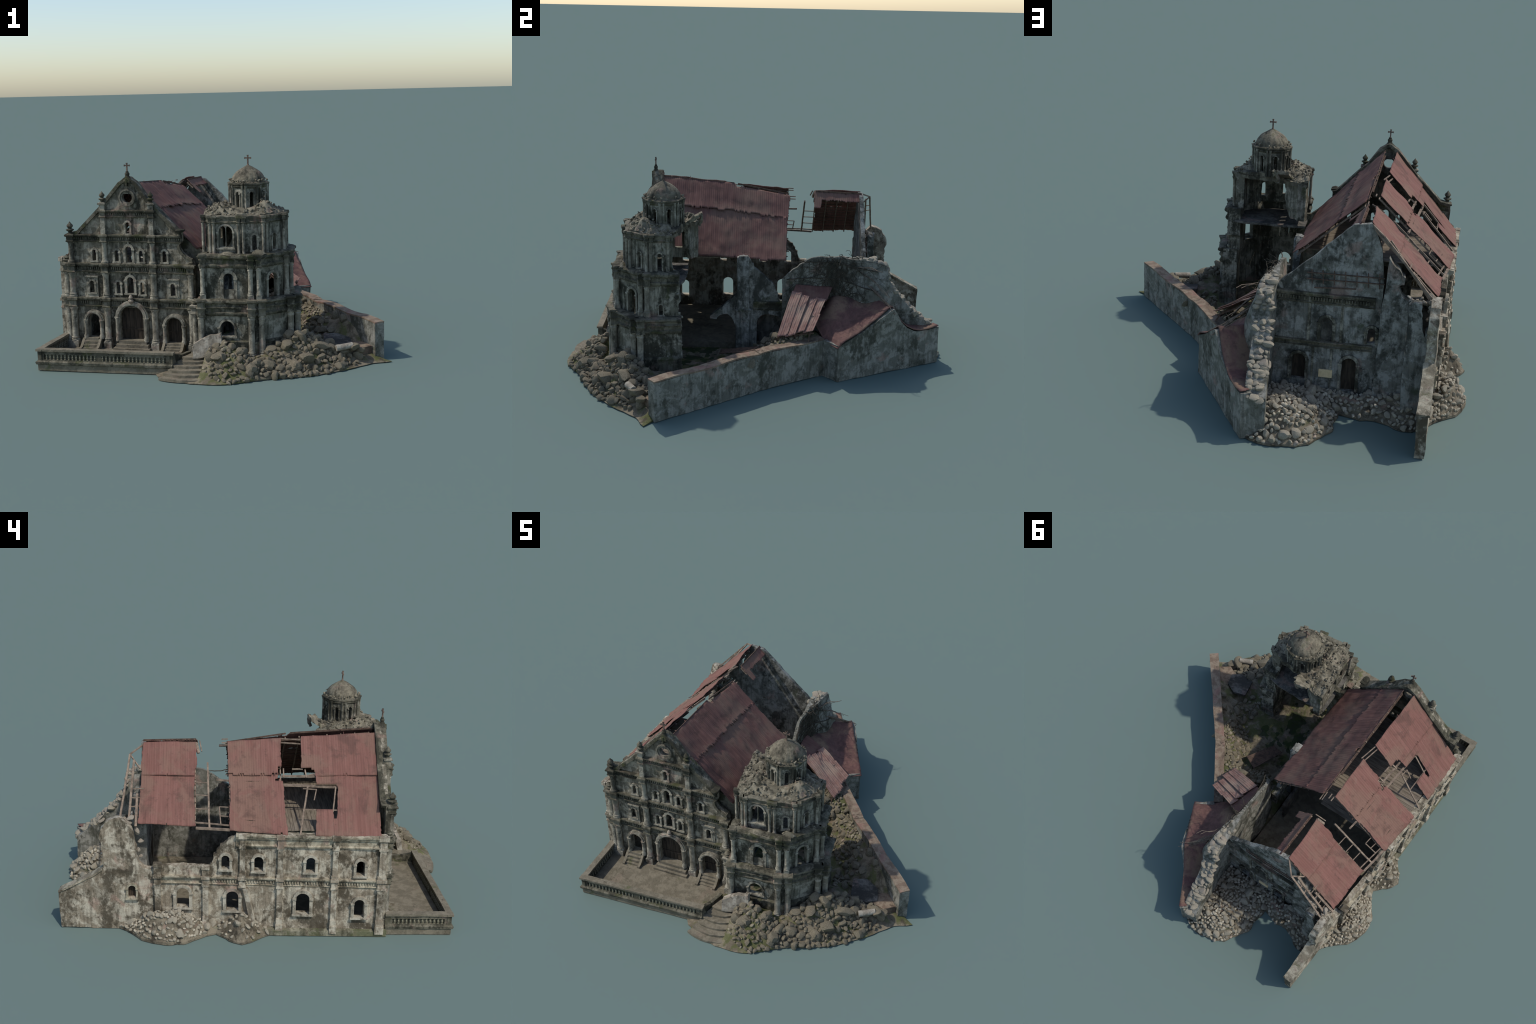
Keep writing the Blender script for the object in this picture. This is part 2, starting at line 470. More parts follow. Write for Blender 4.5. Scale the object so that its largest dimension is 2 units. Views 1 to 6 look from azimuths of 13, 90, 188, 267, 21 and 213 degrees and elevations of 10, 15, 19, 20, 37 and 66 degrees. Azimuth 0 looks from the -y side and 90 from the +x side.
def inside(pt, poly):
    x, y = pt; c = False
    for (x0, y0), (x1, y1) in zip(poly, poly[1:] + poly[:1]):
        if (y0 > y) != (y1 > y) and x < (x1 - x0) * (y - y0) / (y1 - y0) + x0: c = not c
    return c

def edge_dist(pt, path):
    p = Vector(pt); best = 9.
    for a, b in zip(path, path[1:]):
        a, b = Vector(a), Vector(b); d = b - a
        t = max(0., min(1., (p - a).dot(d) / d.length_squared))
        best = min(best, (p - a - d * t).length)
    return best

def bump_at(x, y, cx, cy, rx, ry, h, rot=0.):
    c, s = math.cos(rot), math.sin(rot)
    dx, dy = x - cx, y - cy
    q = ((dx * c + dy * s) / rx) ** 2 + ((-dx * s + dy * c) / ry) ** 2
    return h * math.exp(-q * 1.2)

# ================================================================== FACADE
def fac(u, v, w):
    return (u, -.579 - .012 * (u + .43) - w, v)

GABLE = [(-.768, .645), (-.716, .655), (-.576, .791), (-.542, .832), (-.475, .908), (-.458, .917), (-.442, .930), (-.428, .934),
         (-.414, .930), (-.402, .919), (-.380, .905), (-.323, .822), (-.294, .796), (-.171, .667), (-.147, .660), (-.147, .610),
         (-.163, .592), (-.160, .572), (-.146, .550), (-.125, .532), (-.100, .518), (-.090, .49)]
def build_facade():
    out = [(-.776, .03)] + [(-.770, .60)] + GABLE + [(-.088, .03)]
    doors = [(-.637, .100, .066, .226), (-.427, .092, .128, .275), (-.198, .085, .082, .218)]
    wins = [(-.640, .337, .026, .399), (-.494, .335, .021, .397), (-.428, .338, .036, .422), (-.363, .333, .021, .397), (-.199, .330, .026, .393),
            (-.619, .505, .021, .563), (-.496, .503, .021, .561), (-.430, .497, .034, .583), (-.363, .503, .021, .561), (-.238, .504, .021, .561),
            (-.430, .648, .021, .706)]
    doors = [(c - .005, a - .003, w, b - .003) for c, a, w, b in doors]
    wins = [(c - .007, a - .003, w, b - .003) for c, a, w, b in wins]
    holes = [arch(c, a, w, b) for c, a, w, b in doors + wins] + [circle(-.432, .829, .0265)]
    P = Part().add(*panel(out, holes, -.018, 0, fac, .02, .0018))
    F = P.make('facade', ROOT, M_FRONT)
    # window and door surrounds
    P = Part()
    for i, (c, a, w, b) in enumerate(wins):
        big = w > .03
        arch_frame(P, fac, c, a, w, b, .013 if big else .010, -.004, .008, sill=True)
        if big: P.add(*square([(.004, 0), (.004, 1)], 0, 0)) if False else P.add(*box(fac, c - .004, c + .004, b + .012, b + .024, 0, .009))
    for c, a, b in ((-.647, .315, .415), (-.206, .307, .408)):
        P.add(*panel([(c - .033, a), (c + .033, a), (c + .033, b), (c - .033, b)], [arch(c, a + .014, .042, b - .011)], -.004, .0055, fac, 0, .0006))
        P.add(*box(fac, c - .037, c + .037, b, b + .007, -.002, .012)); P.add(*box(fac, c - .036, c + .036, a - .006, a, -.002, .011))
    P.make('window_frame', F, M_COL)
    P = Part()
    for c, a, w, b in doors:
        bd = .026 if w > .1 else .020
        arch_frame(P, fac, c, a, w, b, bd, -.004, .020, sill=False)
        arch_frame(P, fac, c, a, w + .012, b + .006, bd - .012, .016, .027, impost=False, sill=False)
        for s in (-1, 1):
            x = c + s * (w / 2 + bd * .5)
            q = fac(x, 0, .020)
            P.add(*lathe([(.013, a - .005), (.013, a + .012), (.009, a + .018), (.0085, b - w / 2 - .016), (.012, b - w / 2 - .008), (.013, b - w / 2)], q[0], q[1], 12))
    P.add(*lathe([(.004, .282), (.012, .292), (.016, .300), (.009, .308), (.013, .316), (.006, .330), (.001, .334)], *fac(-.428, 0, .028)[:2], 10))
    P.make('door_surround', F, M_COL)
    for c, a, w, b in doors[1:]:
        P = Part()
        P.add(*panel(arch(c, a - .01, w + .004, b + .002), [], -.024, -.016, fac, .02, .0008))
        n = 6
        for k in range(n):
            u = c - w / 2 + (k + .5) * w / n
            P.add(*box(fac, u - w / n * .46, u + w / n * .46, a, b - w / 2 + (.25 * w if 0 < k < n - 1 else 0), -.016, -.0135 + R.uniform(-.001, .001)))
        P.add(*box(fac, c - w / 2, c + w / 2, a + .05, a + .056, -.015, -.010))
        P.make('door', F, M_DOOR)
    # oculus
    P = Part()
    for ro, ri, w0, w1 in ((.044, .036, -.004, .013), (.039, .0265, -.02, .006)):
        P.add(*panel(circle(-.432, .829, ro), [circle(-.432, .829, ri)], w0, w1, fac, 0, .0008))
    P.add(*panel([(-.474, .848), (-.390, .848), (-.392, .886), (-.474, .886)], [], -.002, .004, fac, .02, .0008))
    P.make('oculus', F, M_COL)
    # entablatures
    levels = [(.258, .311, -.772, -.100), (.440, .491, -.770, -.100), (.600, .641, -.768, -.150), (.727, .767, -.562, -.310)]
    for z0, z1, a, b in levels:
        P = Part().add(*cornice([fac(a, 0, 0)[:2], fac(b, 0, 0)[:2]], moulding(z0, z1, .021)))
        dentils(P, fac, a + .01, b - .01, z0 + .30 * (z1 - z0), z0 + .60 * (z1 - z0), 0, .011)
        P.make('cornice', F, M_CORN)
    # gable coping
    g = GABLE[:15]
    low = [(x + .0 + (.010 if x < -.43 else -.010), z - .013) for x, z in g]
    P = Part().add(*panel(g + low[::-1], [], -.040, .014, fac, 0, .0015))
    g = GABLE[15:]
    P.add(*panel(g + [(x - .012, z - .008) for x, z in g][::-1], [], -.03, .012, fac, 0, .001))
    P.add(*box(fac, -.18, -.14, .658, .668, -.02, .02))
    P.make('coping', F, M_CORN)
    # columns: stacked orders
    def stack(x, w, top, r, base=.038, y=None, fin=None, narrow=None):
        X, Y, _ = fac(x, 0, w)
        if y is not None: X, Y = x, y
        P, C = Part(), Part()
        P.add(*square([(r * 1.25, base), (r * 1.25, base + .038), (r * 1.05, base + .042)], X, Y))
        P.add(*lathe([(r * 1.3, base + .040), (r * 1.35, base + .046), (r * 1.1, base + .050), (r * 1.25, base + .056), (r, base + .062), (r * .97, .235), (r * 1.05, .243), (r * 1.3, .250), (r * 1.3, .258)], X, Y))
        def block(z0, z1, k=1.):
            C.add(*square([(a * k * 1.0, z) for a, z in ((r * 1.1, z0), (r * 1.35, z0 + .005), (r * 1.12, z0 + .011), (r * 1.12, z0 + (z1 - z0) * .62), (r * 1.6, z0 + (z1 - z0) * .72), (r * 1.62, z1 - .005), (r * 1.2, z1))], X, Y, .04))
        block(.258, .313)
        if top > .4:
            P.add(*lathe([(r * 1.3, .311), (r * 1.3, .318), (r * 1.05, .322), (r * 1.2, .328), (r * .95, .334), (r * .92, .424), (r * 1.2, .434), (r * 1.25, .442)], X, Y))
            block(.440, .493, .95)
        if top > .55:
            P.add(*lathe([(r * 1.15, .491), (r * 1.15, .500), (r * .9, .504), (r * .78, .512), (r * .75, .588), (r * .95, .596), (r * .95, .602)], X, Y))
            block(.600, .643, .88)
        if top > .7:
            P.add(*square([(r * .72, .64), (r * .68, .729)], X, Y, .04))
            block(.727, .769, .8)
            P.add(*square([(r * .8, .767), (r * .8, .792), (r * 1.2, .796), (r * 1.2, .803), (r * .8, .806)], X, Y, .04))
        P.make('column', F, M_COL); C.make('column_block', F, M_CORN)
        if fin:
            Part().add(*finial(X, Y, fin[0], fin[1], fin[2])).make('finial', F, M_CORN)
    stack(-.751, .011, .64, .0175, fin=(.640, .706, 1.25))
    stack(-.566, .011, .80, .0170, fin=(.803, .863, 1.1))
    stack(-.306, .011, .80, .0170, fin=(.803, .863, 1.1))
    stack(-.107, .011, .48, .0165, fin=(.490, .508, 1.))
    stack(-.783, 0, .48, .0170, .03, -.576, fin=(.488, .533, 1.3))
    # low column against the tower
    X, Y = -.073, -.648
    P = Part().add(*square([(.020, .03), (.020, .075), (.017, .08)], X, Y))
    P.add(*lathe([(.021, .075), (.022, .085), (.016, .094), (.0155, .235), (.02, .245), (.021, .252)], X, Y))
    P.add(*square([(.018, .25), (.022, .256), (.018, .262), (.018, .285), (.025, .29), (.025, .298), (.014, .303)], X, Y))
    P.make('column', F, M_COL)
    Part().add(*finial(X, Y, .300, .334, 1.3)).make('finial', F, M_CORN)
    X, Y, _ = fac(-.160, 0, .015)
    Part().add(*lathe([(.012, .640), (.010, .650), (.016, .660), (.020, .666), (.019, .670), (.004, .676)], X, Y, 12)).make('finial', F, M_CORN)
    # apex
    X, Y, _ = fac(-.4275, 0, .0)
    P = Part().add(*lathe([(.026, .912), (.022, .922), (.0145, .932), (.0105, .940), (.0125, .947), (.012, .952), (.008, .956), (.008, .960), (.004, .964)], X, Y, 14, 0, 1., .85))
    P.add(*box(fac, -.448, -.408, .906, .915, -.025, .02)); P.add(*box(fac, -.432, -.424, .888, .926, -.01, .022))
    P.make('apex_ornament', F, M_CORN)
    cross(X, Y, .960, 1.004, .0135).make('cross', F, M_BRACE)
    # stairs
    for c, w, n, top in ((-.652, .075, 4, .100), (-.427, .150, 3, .092), (-.205, .085, 4, .086)):
        P = Part()
        for k in range(n):
            d = .014 * (n - k) + .018
            e = .012 * (n - 1 - k) if w > .1 else 0
            P.add(*panel([(c - w / 2 - e, -.01), (c + w / 2 + e, -.01), (c + w / 2 + e, d), (c - w / 2 - e, d)], [],
                         .038 + (top - .041) * k / n, .038 + (top - .041) * (k + 1) / n, lambda u, v, z: fac(u, z, v), 0, .001))
        if w < .1:
            for s in (-1, 1):
                x = c + s * (w / 2 + .008)
                P.add(*panel([(-.005, .035), (.088, .035), (.088, .056), (.068, .058), (.028, .092), (-.005, .094)], [], x - .007, x + .007, lambda u, v, z: fac(z, v, u), 0, .001))
        P.make('stair', F, M_TERR)
    # masonry behind the right shoulder
    fb = lambda u, v, w: (u, -.535 - w, v)
    Part().add(*panel([(-.20, .03), (.02, .03)] + rag([(.02, .53), (-.05, .535), (-.10, .575), (-.20, .66)], .004, .02), [], -.03, .0, fb, .02, .003)).make('buttress', F, M_CORN)
    return F
build_facade()

# ================================================================== TERRACE
def build_terrace():
    fl, fr, rb = (-.822, -.897), (-.130, -.871), (-.086, -.705)
    lb = (-.812, -.58)
    xy = lambda u, v, w: (u, v, w)
    T = Part().add(*panel([fl, fr, rb, (-.09, -.53), (-.812, -.53)], [], 0, .043, xy, .04, .0015)).make('terrace', ROOT, M_TERR)
    path = [lb, fl, fr]
    P = Part().add(*cornice(path, [(-.004, 0), (-.002, .001), (-.001, .028), (-.002, .033)], .03))
    P.add(*cornice([fr, rb], [(.0, 0), (.002, .001), (.001, .04), (.0, .05)], .03))
    P.make('plinth', T, M_BASE)
    P = Part().add(*cornice(path, [(.0, .030), (.007, .034), (.009, .046), (.003, .051), (.0, .053)], .03))
    P.make('parapet_moulding', T, M_CORN)
    # parapet with a balustrade let into it
    Pp, C = Part(), Part()
    bal = bpy.data.meshes.new('baluster')
    vs, fs = lathe([(.0058, 0), (.0058, .003), (.0034, .006), (.0056, .011), (.0052, .014), (.0032, .020), (.0056, .024), (.0058, .027)], 0, 0, 8)
    bal.from_pydata([tuple(v) for v in vs], [], fs); bal.materials.append(M_BASE)
    bal.polygons.foreach_set('use_smooth', [True] * len(bal.polygons)); bal.set_sharp_from_angle(angle=.8)
    for p, q, skip in ((lb, fl, []), (fl, fr, [.46])):
        pl, L = frame(p, q)
        Pp.add(*box(pl, 0, L, .030, .0565, -.022, -.001)); Pp.add(*box(pl, 0.0, L, .0835, .1005, -.022, -.001))
        Pp.add(*box(pl, .03, L - .03, .055, .085, -.015, -.010))
        posts = [(0, .034), (L - .034, L)] + [(s * L - .013, s * L + .013) for s in skip]
        for a, b in posts: Pp.add(*box(pl, a, b, .056, .084, -.021, -.002))
        C.add(*panel([(-.006 if p == fl else 0, -.026), (L + .006, -.026), (L + .006, .006), (-.006 if p == fl else 0, .006)], [], .100, .111, lambda u, v, z: pl(u, z, v), .03, .0012))
        n = int((L - .07) / .0190)
        for k in range(n):
            u = .036 + (k + .5) * (L - .072) / n
            if any(a - .004 < u < b + .004 for a, b in posts): continue
            for w in (-.0058, -.0185):
                o = obj('baluster', bal, T)
                o.matrix_world = Matrix.Translation(pl(u, .0562, w))
    Pp.make('parapet', T, M_CORN); C.make('parapet_cap', T, M_TERR)
    pl, L = frame(fr, rb)
    P = Part().add(*panel([(0, .0), (L, .0), (L, .075), (L * .5, .080), (.03, .098), (0, .100)], [], -.018, .0, pl, .02, .0015))
    P.make('low_wall', T, M_CORN)
    return T
build_terrace()

# ================================================================== WEST SIDE WALL
WEST_PLAN = [(-.565, -.811), (-.40, -.804), (-.20, -.790), (.16, -.763), (.50, -.737), (.735, -.725), (.96, -.712)]
def west(u, v, w):
    batter = .004 * smooth(.30, .24, v) * smooth(.30, .10, u)
    return (lerp_table(WEST_PLAN, u)[0] - w - batter, u + .058 * w, v)

def build_west():
    ragged = rag([(.125, .512), (.14, .49), (.165, .478), (.205, .435), (.232, .385), (.255, .338)], .007, .012)
    ragged += rag([(.255, .338), (.33, .343), (.40, .340), (.46, .335), (.505, .335)], .004, .02)[1:]
    out = [(-.565, .02), (-.565, .512)] + ragged + [(.505, .02)]
    lower = [(-.451, .096, .047, .192), (-.186, .108, .063, .219), (.143, .118, .058, .221), (.375, .126, .060, .229)]
    upper = [(-.448, .312, .040, .388), (-.217, .326, .042, .402), (.023, .325, .042, .400), (.176, .330, .038, .402)]
    P = Part().add(*panel(out, [arch(*[c, a, w, b]) for c, a, w, b in lower + upper], -.024, 0, west, .018, .003, 24))
    W = P.make('side_wall', ROOT, M_SIDE)
    P = Part()
    for c, a, w, b in lower: arch_frame(P, west, c, a, w, b, .015, -.012, .014)
    for c, a, w, b in upper: arch_frame(P, west, c, a, w, b, .012, -.012, .013)
    P.make('window_frame', W, M_TRIM)
    for z0, z1, a, b, out in ((.247, .293, -.565, .505, .018), (.446, .512, -.565, .128, .018)):
        P = Part().add(*cornice([west(b, 0, 0)[:2], west(a, 0, 0)[:2]], moulding(z0, z1, out)))
        if z0 < .3: dentils(P, west, a + .02, .26, z0 + .32 * (z1 - z0), z0 + .62 * (z1 - z0), 0, .0075, .0125)
        P.make('cornice', W, M_SIDEC)
    # pilasters
    for y, top, w in ((-.548, .52, .034), (-.330, .50, .027), (-.077, .50, .027), (.098, .50, .027), (.268, .345, .027), (.492, .352, .028)):
        P = Part()
        if y != .098:
            P.add(*box(west, y - w * .62, y + w * .62, .015, .055, 0, .027)); P.add(*box(west, y - w * .55, y + w * .55, .055, .085, 0, .022))
            P.add(*box(west, y - w * .5, y + w * .5, .085, .247, 0, .017))
        else:   # shaft that slid out of place and leans on the wall
            P.add(*bar(west(.082, .24, .012), west(.045, .055, .022), .022, .022))
        if top > .3:
            P.add(*box(west, y - w * .65, y + w * .65, .243, .252, 0, .020)); P.add(*box(west, y - w * .55, y + w * .55, .252, .282, 0, .017)); P.add(*box(west, y - w * .72, y + w * .72, .282, .297, 0, .025))
        if top > .4:
            P.add(*box(west, y - w * .6, y + w * .6, .297, .312, 0, .020)); P.add(*box(west, y - w * .46, y + w * .46, .312, .446, 0, .016))
            P.add(*box(west, y - w * .62, y + w * .62, .442, .452, 0, .019)); P.add(*box(west, y - w * .5, y + w * .5, .452, .492, 0, .016)); P.add(*box(west, y - w * .7, y + w * .7, .492, .514, 0, .023))
        else:
            P.add(*box(west, y - w * .6, y + w * .6, .297, top - .015, 0, .018)); P.add(*box(west, y - w * .68, y + w * .68, top - .015, top, -.01, .022))
        P.make('pilaster', W, M_SIDE)
    P = Part().add(*cornice([(-.770, .24), (-.810, -.06), (-.832, -.58)], [(.0, .0), (.003, .001), (.002, .026), (-.01, .031)], .03, .002))
    P.add(*panel([(-.832, -.585), (-.809, -.06), (-.775, .26), (-.74, .26), (-.77, -.585)], [], 0, .029, lambda u, v, w: (u, v, w), .04, .001))
    P.make('plinth', W, M_BASE)
    # northern continuation: broken wall with a blind niche and a standing chunk
    top = [(.958, .188), (.90, .218), (.84, .250), (.80, .272), (.745, .310)]
    chunk = rag([(.745, .310), (.746, .40), (.756, .49), (.728, .552), (.66, .574), (.62, .535), (.602, .49), (.592, .40), (.580, .345), (.555, .318), (.505, .316)], .005, .02)
    out = [(.505, .0), (.955, .0)] + top + chunk[1:]
    P = Part().add(*panel(out, [arch(.613, .168, .036, .234)], -.042, -.002, west, .016, .005, 20))
    N_ = P.make('rear_side_wall', ROOT, M_SIDE)
    P = Part(); arch_frame(P, west, .613, .168, .036, .234, .010, -.006, .009); P.make('window_frame', N_, M_SIDEC)
    P = Part().add(*panel(arch(.613, .166, .038, .235), [], -.022, -.018, west, 0, 0))
    for k in (-1, 0, 1): P.add(*box(west, .613 + k * .011 - .0045, .613 + k * .011 + .0045, .167, .225 - abs(k) * .008, -.018, -.0155))
    P.make('shutter', N_, M_DOOR)
    cap = [(.960, .186), (.90, .218), (.84, .250), (.80, .272), (.748, .310)]
    P = Part().add(*panel(cap + [(u, z + .009) for u, z in cap][::-1], [], -.048, .004, west, .03, .002)); P.make('coping', N_, M_SIDEC)
build_west()

# ================================================================== ROOF
W_RIDGE = [(-.54, -.467, .897), (-.186, -.447, .871), (-.09, -.437, .858), (.16, -.429, .840), (.31, -.419, .836), (.565, -.418, .834)]
W_EAVE = [(-.535, -.812, .505), (-.235, -.801, .514), (-.10, -.793, .511), (.16, -.767, .525), (.315, -.730, .534), (.576, -.714, .542)]
E_RIDGE = [(-.54, -.410, .899), (-.134, -.397, .870), (.175, -.377, .815), (.31, -.385, .835), (.57, -.375, .827)]
E_EAVE = [(-.54, -.085, .562), (-.46, -.077, .556), (-.302, -.062, .540), (.146, -.045, .524), (.57, -.03, .51)]
def roof_at(side, y, t, off=0.):
    r = lerp_table(W_RIDGE if side < 0 else E_RIDGE, y); e = lerp_table(W_EAVE if side < 0 else E_EAVE, y)
    d = Vector((e[0] - r[0], 0, e[1] - r[1])); L = d.length
    n = Vector((-d.z, 0, d.x)).normalized()
    if n.z < 0: n = -n
    return Vector((r[0] + d.x * t, y, r[1] + d.z * t)) + n * off

def poly_t(side, poly):
    out = []
    for y, z in poly:
        r = lerp_table(W_RIDGE if side < 0 else E_RIDGE, y); e = lerp_table(W_EAVE if side < 0 else E_EAVE, y)
        out.append((y, (r[1] - z) / (r[1] - e[1])))
    return out

def sheet(side, poly, lift, curl=0., dy=.0022, dt=.022, ragged=.012, seed=0):
    """corrugated sheet clipped to a polygon in (y, t), t running 0 at the ridge to 1 at the eave"""
    ys = [p[0] for p in poly]; ts = [p[1] for p in poly]
    y0, y1, t0, t1 = min(ys) - .006, max(ys) + .006, min(ts) - .02, max(ts) + .02
    nu, nt_ = int((y1 - y0) / dy), int((t1 - t0) / dt)
    def P(y, t):
        s = noise.noise(Vector((y * 8, t * 3.5, seed))) * .0065 + noise.noise(Vector((y * 26, t * 9, seed + 5))) * .0032
        end = smooth(.8, 1., (t - t0) / (t1 - t0)) * curl * (.5 + noise.noise(Vector((y * 40, seed, 2))))
        return roof_at(side, y, t, lift + .00045 * math.sin(2 * math.pi * y / .0112) + s + end)
    vid, vs, fs = {}, [], []
    def V(i, j):
        if (i, j) not in vid:
            y, t = y0 + (i + .0) * dy, t0 + j * dt
            vid[i, j] = len(vs); vs.append(P(y, t))
        return vid[i, j]
    for i in range(nu):
        for j in range(nt_):
            y, t = y0 + (i + .5) * dy, t0 + (j + .5) * dt
            q = (y + ragged * .35 * noise.noise(Vector((y * 30, t * 18, seed + 1))), t + ragged * (1.2 * noise.noise(Vector((y * 22, seed, 9))) + 1. * noise.noise(Vector((y * 95, seed, 4)))))
            if inside(q, poly): fs.append((V(i, j), V(i + 1, j), V(i + 1, j + 1), V(i, j + 1)))
    return vs, fs

def add_sheet(side, poly, lift, mat, parent, seed, **k):
    vs, fs = sheet(side, poly, lift, seed=seed, **k)
    me = bpy.data.meshes.new('roof_sheet'); me.from_pydata([tuple(v) for v in vs], [], fs); me.materials.append(mat)
    bm = bmesh.new(); bm.from_mesh(me)
    bmesh.ops.recalc_face_normals(bm, faces=bm.faces)
    up = sum(f.normal.z for f in bm.faces)
    if up < 0: bmesh.ops.reverse_faces(bm, faces=bm.faces)
    bm.to_mesh(me); bm.free()
    me.polygons.foreach_set('use_smooth', [True] * len(me.polygons))
    o = obj('roof_sheet', me, parent)
    m = o.modifiers.new('thickness', 'SOLIDIFY'); m.thickness = .0024; m.offset = -1
    return o

def split(poly, t):
    """cut a (y,t) polygon at slope position t into an upper and a lower sheet"""
    def clip(poly, keep):
        out = []
        for a, b in zip(poly, poly[1:] + poly[:1]):
            ia, ib = keep(a), keep(b)
            if ia >= 0: out.append(a)
            if ia * ib < 0:
                k = ia / (ia - ib); out.append((a[0] + (b[0] - a[0]) * k, a[1] + (b[1] - a[1]) * k))
        return out
    return clip(poly, lambda p: t + .016 - p[1]), clip(poly, lambda p: p[1] - (t - .012))

def build_roof():
    RF = Part()
    # ridge purlin fragments make the roof's own frame
    for a, b in ((-.52, .03), (.31, .56)):
        RF.add(*bar(roof_at(1, a, .03, -.016), roof_at(1, b, .03, -.016), .007))
    ROOF = RF.make('roof', ROOT, M_BATTEN)
    front = poly_t(-1, [(-.538, .897), (-.186, .871), (-.183, .749), (-.243, .750), (-.247, .72), (-.253, .693), (-.29, .697), (-.352, .691), (-.345, .66), (-.342, .605),
                        (-.335, .575), (-.322, .578), (-.320, .606), (-.244, .603), (-.234, .512), (-.40, .509), (-.535, .503)])
    mid = poly_t(-1, [(-.091, .859), (-.091, .749), (-.072, .747), (-.073, .714), (-.049, .702), (-.096, .706), (-.099, .60), (-.108, .514), (.0, .518), (.159, .524), (.152, .68), (.160, .70), (.162, .84)])
    rear = poly_t(-1, [(.311, .836), (.563, .834), (.573, .736), (.566, .730), (.578, .542), (.45, .538), (.315, .534), (.318, .60), (.322, .64), (.316, .735), (.309, .752)])
    for k, (p, s) in enumerate(((front, .40), (mid, .37), (rear, .40))):
        up, lo = split(p, s)
        add_sheet(-1, lo, .0, M_ROOF, ROOF, 10 + k, curl=.006)
        add_sheet(-1, up, .0035, M_ROOF, ROOF, 20 + k, curl=.005)
    east = [(-.54, .0), (-.137, .0), (-.13, .035), (.172, .01), (.158, .4), (.148, 1.), (.04, 1.01), (-.10, .99), (-.30, 1.), (-.54, 1.)]
    up, lo = split(east, .37)
    add_sheet(1, lo, .0, M_ROOFE, ROOF, 31, curl=.003); add_sheet(1, up, .0028, M_ROOFE, ROOF, 32, curl=.006)
    strip = [(.306, .0), (.568, .0), (.570, .125), (.345, .115), (.338, .23), (.302, .235)]
    add_sheet(1, strip, .0, M_ROOFE, ROOF, 33, dt=.012)
    Q = Part()
    for a, b in ((-.53, -.30), (-.30, -.14), (-.12, .165), (.312, .566)):
        Q.add(*bar(roof_at(1, a, .0, .002), roof_at(1, b, .0, .002), .003, .008))  # thin dark bars along the ridge line
    Q.make('dark_ridge_strip', ROOF, M_BATTEN)
    # rafters and battens under the sheets
    Rf, Bt = Part(), Part()
    def under(side, y0, y1, ta, tb, dyr=.062, nb=11, over=(0, 0)):
        n = max(2, int((y1 - y0) / dyr))
        for k in range(n + 1):
            y = y0 + (y1 - y0) * k / n
            Rf.add(*bar(roof_at(side, y, ta, -.014), roof_at(side, y, tb, -.014), .0055, .008))
        for k in range(nb):
            t = ta + (tb - ta) * (k + .3) / nb
            a, b = y0 - over[0] * R.uniform(.2, 1), y1 + over[1] * R.uniform(.2, 1)
            if R.random() < .12: b = a + (b - a) * R.uniform(.4, .8)
            t += R.uniform(-.008, .008)
            Bt.add(*bar(roof_at(side, a, t, -.006), roof_at(side, b, t, -.006), .0038, .0042))
    under(-1, -.52, -.26, .02, .34); under(-1, -.52, -.36, .34, .98, nb=8); under(-1, -.34, -.25, .82, .99, nb=3)
    under(-1, -.085, .155, .02, .98, nb=14, over=(.004, .018)); under(-1, .315, .565, .02, .98, nb=14, over=(.004, 0))
    under(1, -.52, .15, .03, .97, nb=14, over=(0, .016)); under(1, .31, .565, .02, .12, nb=3)
    # bare timbers in the holes
    B = lambda y0, z0, y1, z1, w=.006, off=-.008, side=-1: Rf.add(*bar(roof_at(side, *poly_t(side, [(y0, z0)])[0], off), roof_at(side, *poly_t(side, [(y1, z1)])[0], off), w))
    B(-.21, .688, -.165, .512, .0075); B(-.09, .690, -.36, .690, .010, -.012); B(-.340, .69, -.321, .598, .006); B(-.19, .606, -.35, .605, .005)
    B(-.186, .680, -.250, .679, .0045); B(-.250, .680, -.236, .640, .0045); B(-.09, .722, -.245, .727, .009, -.010)
    B(-.19, .86, -.09, .86, .005); B(-.19, .845, -.09, .845, .005); B(-.19, .752, -.14, .75, .006); B(-.10, .75, -.10, .716, .006); B(-.20, .75, -.205, .72, .006)
    B(.257, .762, .250, .528, .0085); B(.312, .527, .155, .529, .010, -.006); B(.312, .548, .16, .545, .006); B(.16, .852, .19, .851, .005); B(.16, .838, .19, .837, .005)
    B(.155, .70, .215, .702, .008)
    for z in (.690, .645, .597, .548): B(.318, z, .256, z - .001, .0042)
    B(.205, .607, .198, .548, .005); B(.162, .607, .203, .607, .0042); B(.162, .575, .201, .576, .0042)
    for y0, y1, t in ((.15, .182, .02), (.15, .182, .06)): Rf.add(*bar(roof_at(1, y0, t, -.01), roof_at(1, y1 + .02, t, -.01), .005))
    Rf.make('rafter', ROOF, M_BEAM); Bt.make('batten', ROOF, M_BATTEN)
    # leaning poles at the broken rear edge
    P = Part()
    c = (-.476, .624, .793)
    P.add(*bar((-.424, .566, .822), c, .007)); P.add(*bar(c, (-.702, .662, .545), .0085)); P.add(*bar(c, (-.52, .575, .735), .006))
    P.add(*bar((-.50, .604, .772), (-.690, .622, .53), .010))
    for k in range(6):
        t = .18 + k * .14
        a = Vector((-.50, .604, .772)).lerp(Vector((-.690, .622, .53)), t)
        P.add(*bar(a, a + Vector((-.004, -.058 if k > 1 else .03, .004)), .0042))
    P.add(*bar((-.60, .585, .64), (-.715, .588, .525), .011)); P.add(*bar((-.42, .31, .83), (-.455, .30, .79), .012)); P.add(*bar((-.455, .285, .80), (-.40, .295, .835), .005))
    P.make('pole', ROOF, M_BEAM)
    # loft of planks under the front roof
    P = Part()
    y = -.53
